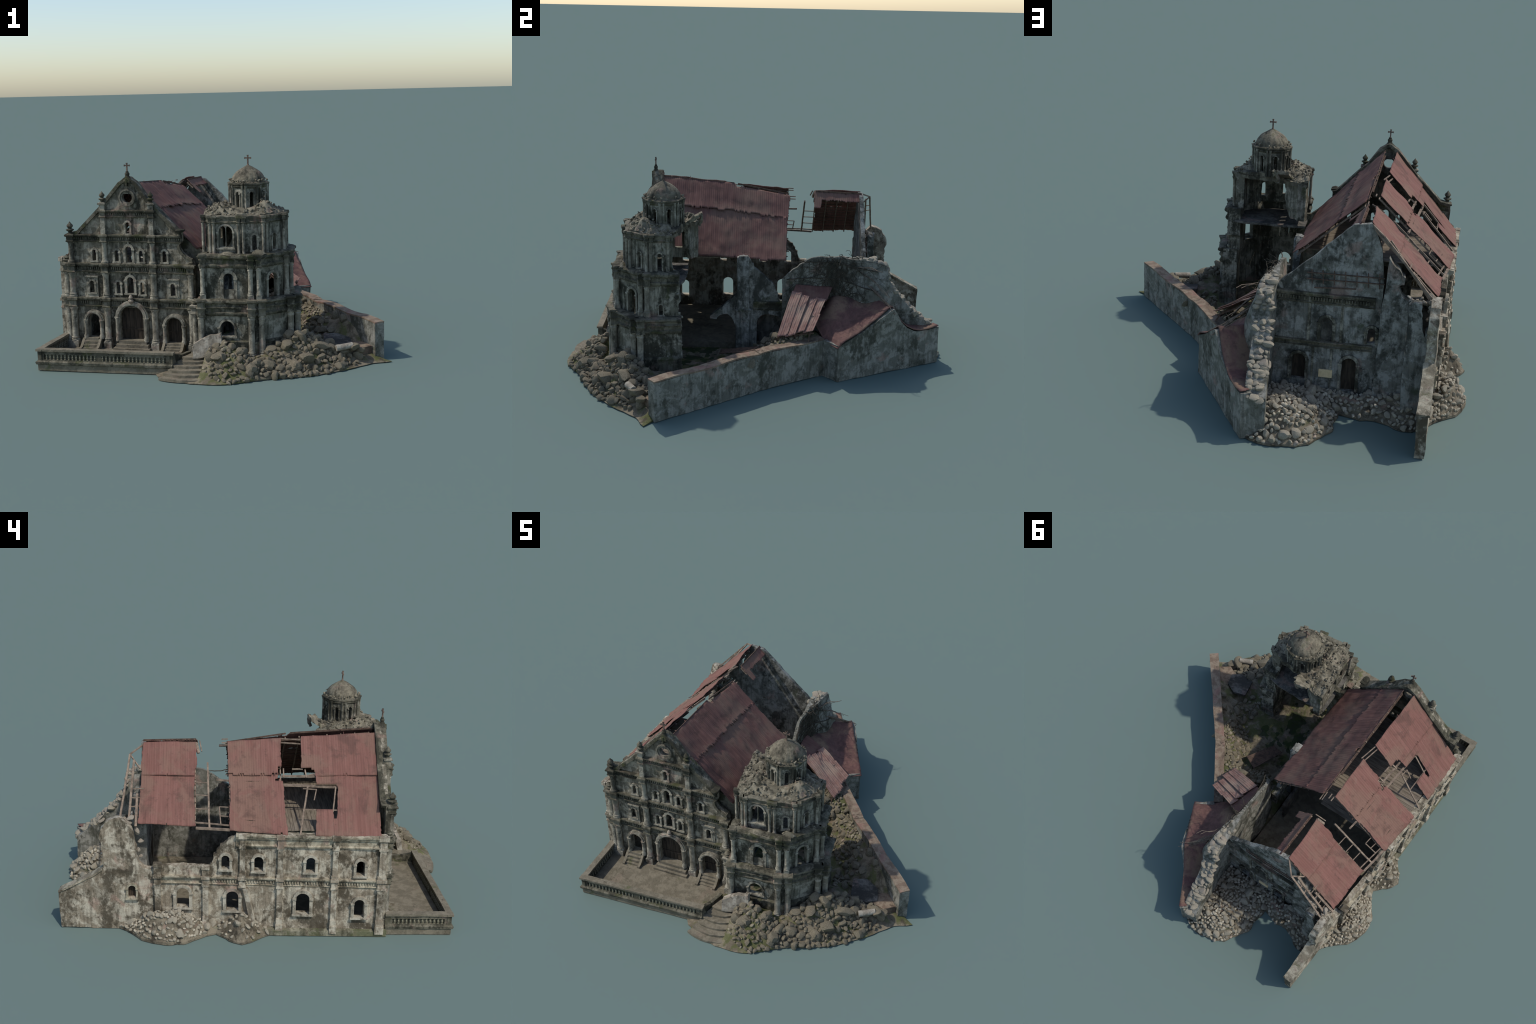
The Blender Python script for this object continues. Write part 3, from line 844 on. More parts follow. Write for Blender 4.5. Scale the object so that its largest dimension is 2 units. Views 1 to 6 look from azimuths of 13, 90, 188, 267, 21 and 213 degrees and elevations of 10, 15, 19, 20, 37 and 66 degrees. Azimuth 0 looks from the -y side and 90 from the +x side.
    while y < .105:
        w = R.uniform(.016, .021)
        a, b = -.765 + R.uniform(0, .004), (-.10 if y < .035 else -.335)
        P.add(*panel([(a, y), (b, y), (b, y + w - .0012), (a, y + w - .0012)], [], .519 + R.uniform(-.001, .001), .525 + R.uniform(-.0008, .0008), lambda u, v, z: (u, v, z), .1, .0006))
        y += w
    P.make('loft_floor', ROOF, M_PLANK)
build_roof()

# ================================================================== BELL TOWER
T1 = [(-.030, -.310), (-.026, -.735), (.254, -.720), (.421, -.563), (.398, -.364)]
def inset(path, d):
    out = []
    for i, p in enumerate(path):
        p = Vector(p); ns = []
        for a, b in ((i - 1, i), (i, i + 1)):
            if a >= 0 and b < len(path):
                e = (Vector(path[b]) - Vector(path[a])).normalized(); ns.append(Vector((e.y, -e.x)))
        n = sum(ns, Vector((0, 0))).normalized(); n /= max(.4, n.dot(ns[0]))
        out.append(tuple(p - n * d))
    return out
T2 = [(-.022, -.310), (-.016, -.712), (.248, -.699), (.385, -.538), (.374, -.377)]
T3 = [(-.032, -.315), (-.018, -.632), (.030, -.670), (.180, -.662), (.281, -.630), (.357, -.525), (.349, -.412)]
DX, DY, DR = .172, -.469, .097
def build_tower():
    P = Part(); Fr = Part(); Bk = Part()
    A1, A2, A3 = inset(T1, .005), inset(T2, .005), inset(T3, .004)
    def wall(p, q, z0, z1, th, holes=(), rag_end=False, fr=.010, point=0.):
        pl, L = frame(p, q)
        out = [(0, z0), (L, z0)]
        if rag_end: out = [(0, z0)] + rag([(L, z0), (L + .004, (z0 + z1) / 2), (L, z1)], .006, .02)
        else: out.append((L, z1))
        out.append((0, z1))
        hs = [arch(c, a, w, b, 9, point) for c, a, w, b in holes]
        P.add(*panel(out, hs, -th, 0, pl, .018, .0022, 26))
        for c, a, w, b in holes:
            if fr: arch_frame(Fr, pl, c, a, w, b, fr, -.003, .006, 0, True, point)
        return pl, L
    wall((-.022, -.655), A1[1], 0, .345, .02)
    wall(A1[1], A1[2], 0, .345, .018, [(.131, .165, .072, .242)], fr=.010, point=1.)
    wall(A1[2], A1[3], 0, .345, .022)
    wall(A1[3], A1[4], 0, .345, .075, rag_end=True)
    wall((-.012, -.63), A2[1], .335, .565, .02)
    pl, L = wall(A2[1], A2[2], .335, .565, .018, [(.128, .340, .052, .474)], fr=.016)
    Fr.add(*box(pl, .104, .152, .338, .393, -.012, -.004))
    wall(A2[2], A2[3], .335, .565, .022, [(.108, .335, .055, .466)], fr=.012)
    wall(A2[3], A2[4], .335, .565, .06, [(.072, .352, .019, .405)], True, fr=.006)
    wall(A3[0], A3[1], .548, .745, .035, [(.10, .60, .04, .69), (.17, .60, .04, .69), (.24, .60, .04, .69)], fr=0)
    wall(A3[1], A3[2], .548, .745, .018)
    pl, L = wall(A3[2], A3[3], .548, .745, .018, [(.0495, .596, .032, .700), (.0835, .596, .032, .700)], fr=0)
    arch_frame(Fr, pl, .0665, .594, .070, .704, .008, -.003, .006)
    wall(A3[3], A3[4], .548, .745, .018, [(.060, .580, .023, .656)], fr=.009)
    wall(A3[4], A3[5], .548, .745, .020, [(.068, .576, .022, .655)], fr=.008)
    wall(A3[5], A3[6], .548, .745, .045, [(.052, .568, .022, .656)], True, fr=.008)
    # torn slab of the rear wall beside the roof
    pl, L = frame((.078, -.365), (-.038, -.318))
    edge = rag([(.0, .735), (.0, .71), (.008, .69), (.002, .66), (.010, .63), (.018, .60), (.03, .57), (.045, .548)], .005, .012)
    P.add(*panel(edge + [(L, .548), (L, .735)], [], -.016, .006, pl, .016, .003))
    TW = P.make('bell_tower', ROOT, M_TOWER)
    Fr.make('window_frame', TW, M_COL)
    # plinth and mouldings
    C1, C2 = [(-.027, -.66)] + T1[1:], [(-.017, -.64)] + T2[1:]
    for path, prof in ((C1, [(0, .0), (.007, .002), (.006, .128), (.009, .132), (.009, .140), (0, .144)]),
                       (C1, [(0, .266), (.008, .270), (.012, .278), (.012, .284), (.004, .288), (.004, .302), (.010, .306), (.013, .313), (.005, .317), (.005, .326), (.015, .331), (.020, .336), (.020, .344), (0, .349)]),
                       (C2, [(0, .500), (.008, .505), (.012, .513), (.011, .519), (.004, .523), (.004, .540), (.012, .546), (.018, .552), (.018, .562), (.004, .568), (0, .569)]),
                       (T3, [(0, .712), (.004, .716), (.007, .722), (.002, .726), (.003, .736), (.007, .741), (.008, .748), (0, .752)])):
        Part().add(*cornice(path, prof, .009, .0042)).make('cornice', TW, M_CORN)
    # corner columns
    def col(x, y, z0, z1, r, base=True):
        Q = Part()
        if base: Q.add(*square([(r * 1.15, z0), (r * 1.15, z0 + r * 1.6), (r, z0 + r * 1.8)], x, y, .3))
        zb = z0 + (r * 1.6 if base else 0)
        Q.add(*lathe([(r * 1.3, zb), (r * 1.38, zb + r * .5), (r * 1.1, zb + r * .8), (r * 1.2, zb + r * 1.1), (r, zb + r * 1.5), (r * .95, z1 - r * 1.6), (r * 1.2, z1 - r * 1.0), (r * 1.0, z1 - r * .7), (r * 1.3, z1 - r * .2), (r * 1.3, z1)], x, y, 12))
        Q.make('column', TW, M_COL)
    def block(x, y, r, z0, z1, a):
        Part().add(*square([(r * 1.1, z0), (r * 1.3, z0 + .006), (r * 1.1, z0 + .014), (r * 1.1, z0 + .030), (r * 1.5, z0 + .040), (r * 1.15, z0 + .046), (r * 1.2, z1 - .014), (r * 1.6, z1 - .008), (r * 1.5, z1)], x, y, a)).make('column_block', TW, M_CORN)
    for x, y in ((.234, -.732), (.282, -.712), (.402, -.596), (.430, -.560), (-.016, -.744)):
        col(x, y, .045, .272, .0160); block(x, y, .0155, .268, .350, .35)
    for x, y in ((.228, -.708), (.266, -.696), (.378, -.562), (.394, -.530), (-.010, -.718)):
        col(x, y, .345, .505, .0125); block(x, y, .0120, .502, .570, .35)
    for x, y in ((.022, -.674), (.041, -.677), (.165, -.670), (.188, -.666), (.282, -.640), (.296, -.624), (.362, -.534), (.365, -.512), (-.022, -.640), (.356, -.43)):
        col(x, y, .556, .716, .0080, False); 
        Part().add(*square([(.009, .714), (.012, .720), (.009, .724), (.009, .736), (.014, .742), (.012, .752)], x, y, .3)).make('column_block', TW, M_CORN)
    for x, y in ((-.038, -.635), (.36, -.47), (-.03, -.33)):
        pass
    # low sills of broken masonry on the ledges
    Q = Part()
    for x, y, rr, z, h in ((.115, -.70, .05, .565, .014), (.262, -.665, .035, .566, .022), (.35, -.57, .03, .566, .010)):
        vs, fs = lathe([(rr, z), (rr * .8, z + h * .4), (rr * .4, z + h * .85), (.002, z + h)], x, y, 12, 0, 1, .45)
        Q.add([v + noise.noise_vector(v * 60) * .004 for v in vs], fs)
    Q.make('ledge_debris', TW, M_TSTONE)
    # floor of the belfry
    xy = lambda u, v, w: (u, v, w)
    fl = [(-.035, -.364), (-.03, -.62), (.03, -.66), (.18, -.65), (.275, -.62), (.35, -.52), (.345, -.37)]
    P = Part().add(*panel(fl + rag([(.345, -.37), (.25, -.356), (.15, -.354), (.06, -.357), (-.035, -.364)], .004, .02)[1:-1], [], .494, .505, xy, .03, .002))
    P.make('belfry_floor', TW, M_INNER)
    # broken vault carrying the drum
    rim = rag([(.350, -.425), (.300, -.395), (.250, -.378), (.20, -.376), (.15, -.380), (.125, -.355), (.075, -.345), (.03, -.318), (-.045, -.312)], .006, .016)
    sl = [(-.022, -.63), (.030, -.666), (.18, -.658), (.28, -.628), (.358, -.525)] + rim
    def vault(u, v, w):
        d = math.hypot(u - DX, v - DY)
        h = .022 * smooth(.20, .09, d) if w > 0 else 0
        return (u, v, (.748 if w > 0 else .728) + h + (noise.noise(Vector((u, v, 0)) * 45) * .007 if w > 0 else 0))
    P = Part().add(*panel(sl, [], -1, 1, vault, .014, 0.)); P.make('vault', TW, M_DOME, 60)
    # drum
    P = Part(); Fr = Part()
    ang = [math.radians(-90 + 45 * k) for k in range(9)]
    ring = [(DX + DR * math.cos(a), DY + DR * math.sin(a)) for a in ang]
    for k in range(8):
        pl, L = frame(ring[k], ring[k + 1])
        hole = arch(L / 2, .772, .019, .856)
        P.add(*panel([(0, .752), (L, .752), (L, .892), (0, .892)], [hole], -.018, 0, pl, .018, .0015))
        arch_frame(Fr, pl, L / 2, .772, .019, .856, .005, -.002, .0045, sill=False)
    D = P.make('drum', TW, M_TOWER); Fr.make('window_frame', TW, M_TOWER)
    for k in range(8):
        a = ang[k]
        for da in (-.085, .085):
            x, y = DX + (DR + .001) * math.cos(a + da) , DY + (DR + .001) * math.sin(a + da)
            Part().add(*lathe([(.0075, .752), (.0075, .762), (.0052, .766), (.005, .872), (.007, .878), (.0075, .888)], x, y, 9)).make('colonnette', TW, M_TOWER)
    P = Part().add(*cornice(ring, [(0, .872), (.004, .876), (.008, .882), (.005, .886), (.011, .891), (.011, .897), (0, .900)], .02, .0016)); P.make('cornice', TW, M_CORN)
    prof = [(.096, .893), (.094, .900), (.085, .903)] + [(.084 * (1 - t ** 2.1), .905 + t * .079) for t in [i / 14 for i in range(14)]] + [(.006, .981), (.004, .986)]
    vs, fs = lathe(prof, DX, DY, 64, 0, 1, 1, 16, .05)
    vs = [v + noise.noise_vector(v * 45) * .0015 for v in vs]
    Part().add(vs, fs).make('dome', TW, M_DOME, 50)
    cross(DX, DY, .982, 1.032, .0155, .0034).make('cross', TW, M_BRACE)
    pts = []
    for k in range(46):
        a = R.uniform(0, 6.283); r = R.uniform(.082, .097)
        pts.append((Vector((DX + r * math.cos(a), DY + r * math.sin(a), .905 + R.uniform(-.003, .010))), R.uniform(.004, .0085), False))
    for k in range(8):
        a = ang[k]
        pts.append((Vector((DX + .096 * math.cos(a), DY + .096 * math.sin(a), .910)), .0095, False))
    # collapsed masonry round the drum
    cen = [(p[0], p[1]) for p in sl]
    tries = 0
    while len(pts) < 520 and tries < 20000:
        tries += 1
        x, y = R.uniform(-.05, .365), R.uniform(-.68, -.31)
        if not inside((x, y), cen): continue
        d = math.hypot(x - DX, y - DY)
        if d < DR + .002: continue
        e = edge_dist((x, y), cen)
        if e < .010: continue
        hill = (.044 if x > .05 else .026) * smooth(0, .06, e) + .022 * max(0, noise.noise(Vector((x * 14, y * 14, 3)))) + bump_at(x, y, .278, -.555, .04, .05, .036) + bump_at(x, y, .048, -.560, .035, .05, .038)
        z = .748 + hill * R.uniform(.15, 1.)
        pts.append((Vector((x, y, z)), R.uniform(.004, .0115) * (1. if R.random() < .85 else 1.4), False))
    Q = Part()   # torn plate of the vault, tipped up at the open corner, with a hanging leg
    tip = lambda u, v, w: (u, v, .752 + .62 * (v + .372) + w)
    Q.add(*panel(rag([(.135, -.375), (.140, -.33), (.128, -.292), (.105, -.284), (.080, -.286), (.056, -.296), (.050, -.33), (.040, -.375)], .005, .012), [], -.012, .006, tip, .010, .006, 60))
    for path, r in (([(.118, -.290, .806), (.112, -.288, .785), (.106, -.292, .760), (.108, -.300, .742)], .010), ([(.070, -.345, .765), (.062, -.350, .782), (.060, -.345, .795)], .012),
                    ([(.13, -.33, .785), (.138, -.318, .80)], .010)):
        pts2 = []
        for p, q in zip(path, path[1:]):
            for k in range(4): pts2.append(Vector(p).lerp(Vector(q), k / 4))
        pts2.append(Vector(path[-1]))
        vs, fs = tube(pts2, r, r * .7, 9)
        Q.add([v + noise.noise_vector(v * 70) * .007 + noise.noise_vector(v * 160) * .0025 for v in vs], fs)
    Q.make('broken_spur', TW, M_TSTONE, 40)
    scatter(pts, TSTONES, TW, 70, 'stone', 'broken_masonry', M_TSTONE)
    P = Part()
    def hummock(u, v, w):
        d = math.hypot(u - DX, v - DY); e = edge_dist((u, v), cen)
        hill = (.034 if u > .05 else .020) * smooth(.005, .06, e) + .018 * max(0, noise.noise(Vector((u * 14, v * 14, 3)))) + bump_at(u, v, .278, -.555, .04, .05, .034) + bump_at(u, v, .048, -.560, .035, .05, .034)
        return (u, v, .744 if w < 0 else .742 + hill * .9 + .016 * lumps(u, v, 42, 3) + .009 * lumps(u, v, 85, 5) + noise.noise(Vector((u, v, 1)) * 60) * .004)
    P.add(*panel(sl, [], -1, 1, hummock, .0055, 0)); P.make('rubble_bed', TW, M_TSTONE, 50)
    # torn east edge lumps
    pts = []
    for z in [i * .02 + .06 for i in range(23)]:
        w = .392 if z < .34 else .368
        pts.append((Vector((w + R.uniform(-.010, .004), -.368 - (.014 if z > .34 else 0) + R.uniform(-.010, .006), z)), R.uniform(.006, .014), False))
    scatter(pts, TSTONES, TW, 0, 'stone', 'broken_edge', M_TOWER)
    return TW
build_tower()

# ================================================================== NAVE ARCADE (east side)
def nave_e(u, v, w):
    return (-.035 + w, u, v)
def build_arcade():
    # torn wall with two broken arches round a standing pier
    open1 = [(.0, .0)] + [(.0, .17), (.006, .20), (.022, .22), (.045, .229), (.07, .228), (.10, .222), (.128, .214), (.140, .19), (.142, .0)]
    torn = rag([(.150, .30), (.115, .31), (.11, .345), (.098, .36), (.087, .392), (.07, .412), (.045, .436), (.02, .458), (-.008, .480), (-.034, .522), (-.05, .545), (-.075, .549)], .004, .012)
    left = rag([(-.112, .336), (-.18, .272), (-.252, .212)], .003, .02) + [(-.250, .200), (-.232, .199), (-.217, .196), (-.212, .206), (-.200, .217), (-.175, .226), (-.155, .226), (-.135, .207), (-.124, .186), (-.115, .16)]
    out = open1[:1] + [(.0, .17)] + open1[2:-1] + [(.150, .19), (.150, .30)] + torn[1:] + [(-.108, .540), (-.110, .34)] + left[1:] + [(-.112, .0)]
    A = Part().add(*panel(out, [], -.030, 0, nave_e, .018, .002)).make('arcade', ROOT, M_GABLE)
    P = Part()
    x = -.038
    sq = lambda pr: square(pr, x - .005, -.074)
    P.add(*[[Vector((x + (v.x - x) * .62, v.y, v.z)) for v in q] if k == 0 else q for k, q in enumerate(sq([(.036, 0), (.036, .10), (.034, .105), (.034, .245), (.041, .250), (.043, .258), (.036, .263), (.034, .28), (.031, .30), (.030, .535), (.022, .549)]))])
    P.make('pillar', A, M_GABLE)
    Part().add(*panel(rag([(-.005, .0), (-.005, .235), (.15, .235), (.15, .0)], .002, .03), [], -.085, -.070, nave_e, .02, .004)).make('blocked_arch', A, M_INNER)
    P = Part().add(*cornice([nave_e(-.02, 0, 0)[:2], nave_e(.15, 0, 0)[:2]], moulding(.252, .302, .012))); P.make('cornice', A, M_CORN)
build_arcade()

# ================================================================== EAST RUIN WALL (thick, stepped, stones on top)
E_PLAN = [(.13, .012), (.19, -.008), (.30, -.020), (.42, -.008), (.50, .010), (.59, .026), (.66, .032), (.74, .025), (.87, .023), (.955, .016)]
def east(u, v, w):
    foot = .050 * smooth(.53, .36, v) * smooth(.48, .57, u) * smooth(.74, .64, u)   # battered stub under the vines
    return (lerp_table(E_PLAN, u)[0] + w + foot * smooth(-.06, 0, w), u, v)
E_TOP = [(.132, .439), (.16, .465), (.192, .490), (.225, .515), (.26, .540), (.303, .553), (.36, .556), (.425, .560), (.52, .556), (.60, .552), (.675, .530), (.684, .470), (.700, .430), (.727, .388), (.779, .326), (.842, .264), (.905, .218), (.955, .184)]
def build_east():
    top = rag(E_TOP, .004, .02)
    out = [(.135, 0)] + top + [(.957, 0)]
    W = Part().add(*panel(out, [], -1, 0, lambda u, v, w: east(u, v, w * (.016 + .050 * smooth(.36, .60, u) + .02 * smooth(.65, .9, u) + .015 * smooth(.55, .25, v) * smooth(.55, .30, u))), .018, .004, 22)).make('ruin_wall', ROOT, M_YARD)
    pts = []
    for a, b in zip(E_TOP, E_TOP[1:]):
        if a[0] < .50: continue
        L = math.dist(a, b); n = max(1, int(L / .022))
        for k in range(n):
            t = (k + R.random()) / n
            u, z = a[0] + (b[0] - a[0]) * t, a[1] + (b[1] - a[1]) * t
            for w in ((-.052, -.018) if u < .68 else (-.066, -.040, -.016)):
                pts.append((Vector(east(u, z + R.uniform(-.012, .000), w + R.uniform(-.005, .005))), R.uniform(.014, .028), True))
    for a, b in zip(E_TOP[1:8], E_TOP[2:9]):
        for k in range(3):
            t = R.random()
            pts.append((Vector(east(a[0] + (b[0] - a[0]) * t, a[1] + (b[1] - a[1]) * t - .003, R.uniform(-.016, -.004))), R.uniform(.004, .007), False))
    scatter(pts, BOULDERS + PALES[:2], W, 110, 'stone', 'small_stone', M_PALE)
    # dry vines over the face
    P = Part()
    rng = random.Random(5)
    def vine(u, z, du, dz, n, r):
        pts = []
        for k in range(n):
            if not (.14 < u < .70): break
            top = lerp_table(E_TOP, u)[0]
            if z > top - .004: z = top - .004
            if z < .28: break
            pts.append(east(u, z, .0035 + rng.uniform(0, .004)))
            du += rng.gauss(0, .30); dz += rng.gauss(0, .22)
            l = math.hypot(du, dz); du /= l; dz /= l
            u += du * .013; z += dz * .013
        if len(pts) > 3: P.add(*tube(pts, r, r * .5, 4))
    for k in range(40):
        u0 = rng.gauss(.42, .07); vine(u0, rng.uniform(.52, .555), rng.gauss(0, .6), -1, rng.randint(12, 24), rng.uniform(.0010, .0019))
    for k in range(34):
        vine(rng.uniform(.36, .50), rng.uniform(.32, .36), rng.gauss(0, .6), 1, rng.randint(8, 18), rng.uniform(.0010, .0018))
    for k in range(46):
        vine(rng.uniform(.17, .62), rng.uniform(.36, .53), rng.gauss(0, 1), rng.gauss(0, .7), rng.randint(8, 18), rng.uniform(.0008, .0014))
    for z in (.437, .530):
        pts = [east(.155 + .011 * k, z - .010 * math.sin(k / 36 * 3.1) * (0 if z > .5 else -.6) + rng.uniform(-.002, .002) - (.0016 * max(0, k - 22)), .005) for k in range(44)]
        P.add(*tube(pts, .0026, .0022, 5))
    for k in range(12):   # tangle on the crest
        u = rng.gauss(.46, .05); p = Vector(east(u, lerp_table(E_TOP, u)[0], -.01)); pts = []
        d = Vector((rng.uniform(.2, 1), rng.gauss(0, .6), rng.uniform(.0, .7))).normalized()
        for j in range(7):
            pts.append(p.copy()); d = (d + Vector((rng.gauss(0, .4), rng.gauss(0, .4), rng.gauss(-.1, .4)))).normalized(); p += d * .012
        P.add(*tube(pts, .0022, .001, 4))
    P.make('vine', W, M_VINE, 60, 'stuff')
    # sticks leaning out over the annex
    P = Part()
    def stick(a, b, r, kink=.006):
        a, b = Vector(a), Vector(b)
        pts = [a.lerp(b, t / 5) + Vector((rng.uniform(-kink, kink), rng.uniform(-kink, kink), .010 * math.sin(t / 5 * 3.1))) for t in range(6)]
        P.add(*tube(pts, r, r * .6, 5))
    for k in range(5): stick((.020, .545 + .006 * k, .445 - .010 * k), (.165 + .012 * k + rng.uniform(-.02, .02), .675 + .010 * k, .355 - .008 * k), .0024)
    for k in range(3): stick((.018, .54 + .01 * k, .492 - .006 * k), (.125 + .015 * k, .655 + .012 * k, .405 - .006 * k), .0020)
    stick((.01, .52, .512), (.118, .648, .518), .0026, .010); stick((.012, .53, .500), (.095, .630, .515), .0022, .010)
    stick((.03, .575, .435), (.205, .705, .318), .0045, .003)
    P.make('stick', W, M_STICK, 60)
build_east()

# ================================================================== REAR GABLE WALL
def gab(u, v, w):
    return (u, .569 + .006 * math.sin((u + .03) * -7) + w, v)
def build_gable():
    edge = rag([(-.022, .525), (-.047, .538), (-.13, .612), (-.226, .700), (-.29, .765), (-.345, .818)], .002, .03)
    out = [(-.022, .02)] + edge + [(-.418, .830), (-.450, .772), (-.468, .722), (-.478, .66), (-.486, .58), (-.484, .02)]
    holes = [arch(-.262, .292, .050, .402), arch(-.150, .105, .060, .225), arch(-.368, .070, .062, .226), arch(-.453, .300, .034, .372)]
    G = Part().add(*panel(out, holes, -.022, 0, gab, .018, .0025)).make('rear_gable', ROOT, M_GABLE)
    P = Part()
    for c, a, w, b in ((-.262, .292, .050, .402), (-.150, .105, .060, .225), (-.368, .070, .062, .226), (-.453, .300, .034, .372)):
        arch_frame(P, gab, c, a, w, b, .013, -.004, .010, sill=False)
    for u in (-.185, -.325): P.add(*box(gab, u - .006, u + .006, .29, .51, -.002, .006))
    for u in (-.21, -.29): P.add(*box(gab, u - .004, u + .004, .03, .262, -.002, .005))
    P.make('window_frame', G, M_TOWER)
    for z0, z1 in ((.458, .510), (.262, .292)):
        P = Part().add(*cornice([gab(-.03, 0, 0)[:2], gab(-.24, 0, 0)[:2], gab(-.46, 0, 0)[:2]], moulding(z0, z1, .016), .02, .002))
        if z1 > .5: dentils(P, gab, -.44, -.05, z0 + .016, z0 + .032, 0, .012)
        P.make('cornice', G, M_CORN)
    Part().add(*panel(arch(-.150, .103, .062, .226), [], -.024, -.016, gab, .02, .001)).add(*panel(arch(-.368, .068, .064, .227), [], -.024, -.016, gab, .02, .001)).make('blocked_door', G, M_DOOR)
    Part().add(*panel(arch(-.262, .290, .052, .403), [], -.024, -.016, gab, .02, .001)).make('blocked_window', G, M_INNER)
    Part().add(*box(gab, -.299, -.240, .124, .160, .0, .006)).make('painted_sunlit_opening', G, M_SUNPATCH)  # bright ochre panel painted for sunlight glimpsed inside through a gap
    P = Part()
    for z, dz in ((.590, -.014), (.564, -.012)): P.add(*bar(gab(-.165, z - dz * .6, .012), gab(-.49, z + .012, .014), .0045))
    P.add(*bar(gab(-.20, .536, .016), gab(-.375, .548, .022), .005))
    for k in range(7):
        u = -.185 - k * .047; P.add(*bar(gab(u, .612 + .001 * k, .009), gab(u - .004, .552, .009), .0042))
    P.make('lattice', G, M_BATTEN)
    # piers right of the gable
    pr = lambda u, v, w: (u, .590 + .03 * (-u - .48) + w, v)
    out = [(-.478, .03)] + [(-.479, .10), (-.484, .40), (-.488, .50), (-.494, .55), (-.498, .64), (-.503, .700)] + rag([(-.503, .700), (-.520, .672), (-.545, .650), (-.560, .628), (-.573, .622), (-.570, .592), (-.545, .578), (-.552, .560), (-.560, .540), (-.585, .525), (-.598, .515)], .003, .012)[1:] + [(-.600, .03)]
    P = Part().add(*panel(out, [], -.045, 0.012, pr, .018, .003)); P.make('pier', G, M_GABLE)
    top = rag([(-.598, .530), (-.625, .545), (-.650, .540), (-.655, .47), (-.663, .42), (-.672, .40), (-.682, .44), (-.690, .52), (-.712, .545)], .005, .014)
    P = Part().add(*panel([(-.598, .03)] + top + [(-.712, .03)], [], -.035, 0., lambda u, v, w: (u, .676 + .1 * (-u - .65) + w, v), .018, .005)); P.make('pier', G, M_GABLE)
    pts = [(Vector((-.60 - .012 * k + R.uniform(-.006, .006), .630 + R.uniform(-.025, .025), .532 + R.uniform(-.006, .012))), R.uniform(.010, .018), False) for k in range(9)]
    pts += [(Vector((-.695 + R.uniform(-.015, .015), .615 + .012 * k, .545 - .003 * k + R.uniform(-.008, .012))), R.uniform(.012, .019), False) for k in range(7)]
    pts += [(Vector((-.69 + R.uniform(-.008, .008), .59 - .02 * R.random(), z)), R.uniform(.012, .02), False) for z in (.36, .40, .44, .48, .50)]
    pts += [(Vector((-.702, .742, .31 + .018 * k)), R.uniform(.008, .013), False) for k in range(9)]
    scatter(pts, PALES, G, 12, 'stone', 'broken_edge', M_PALE)
build_gable()

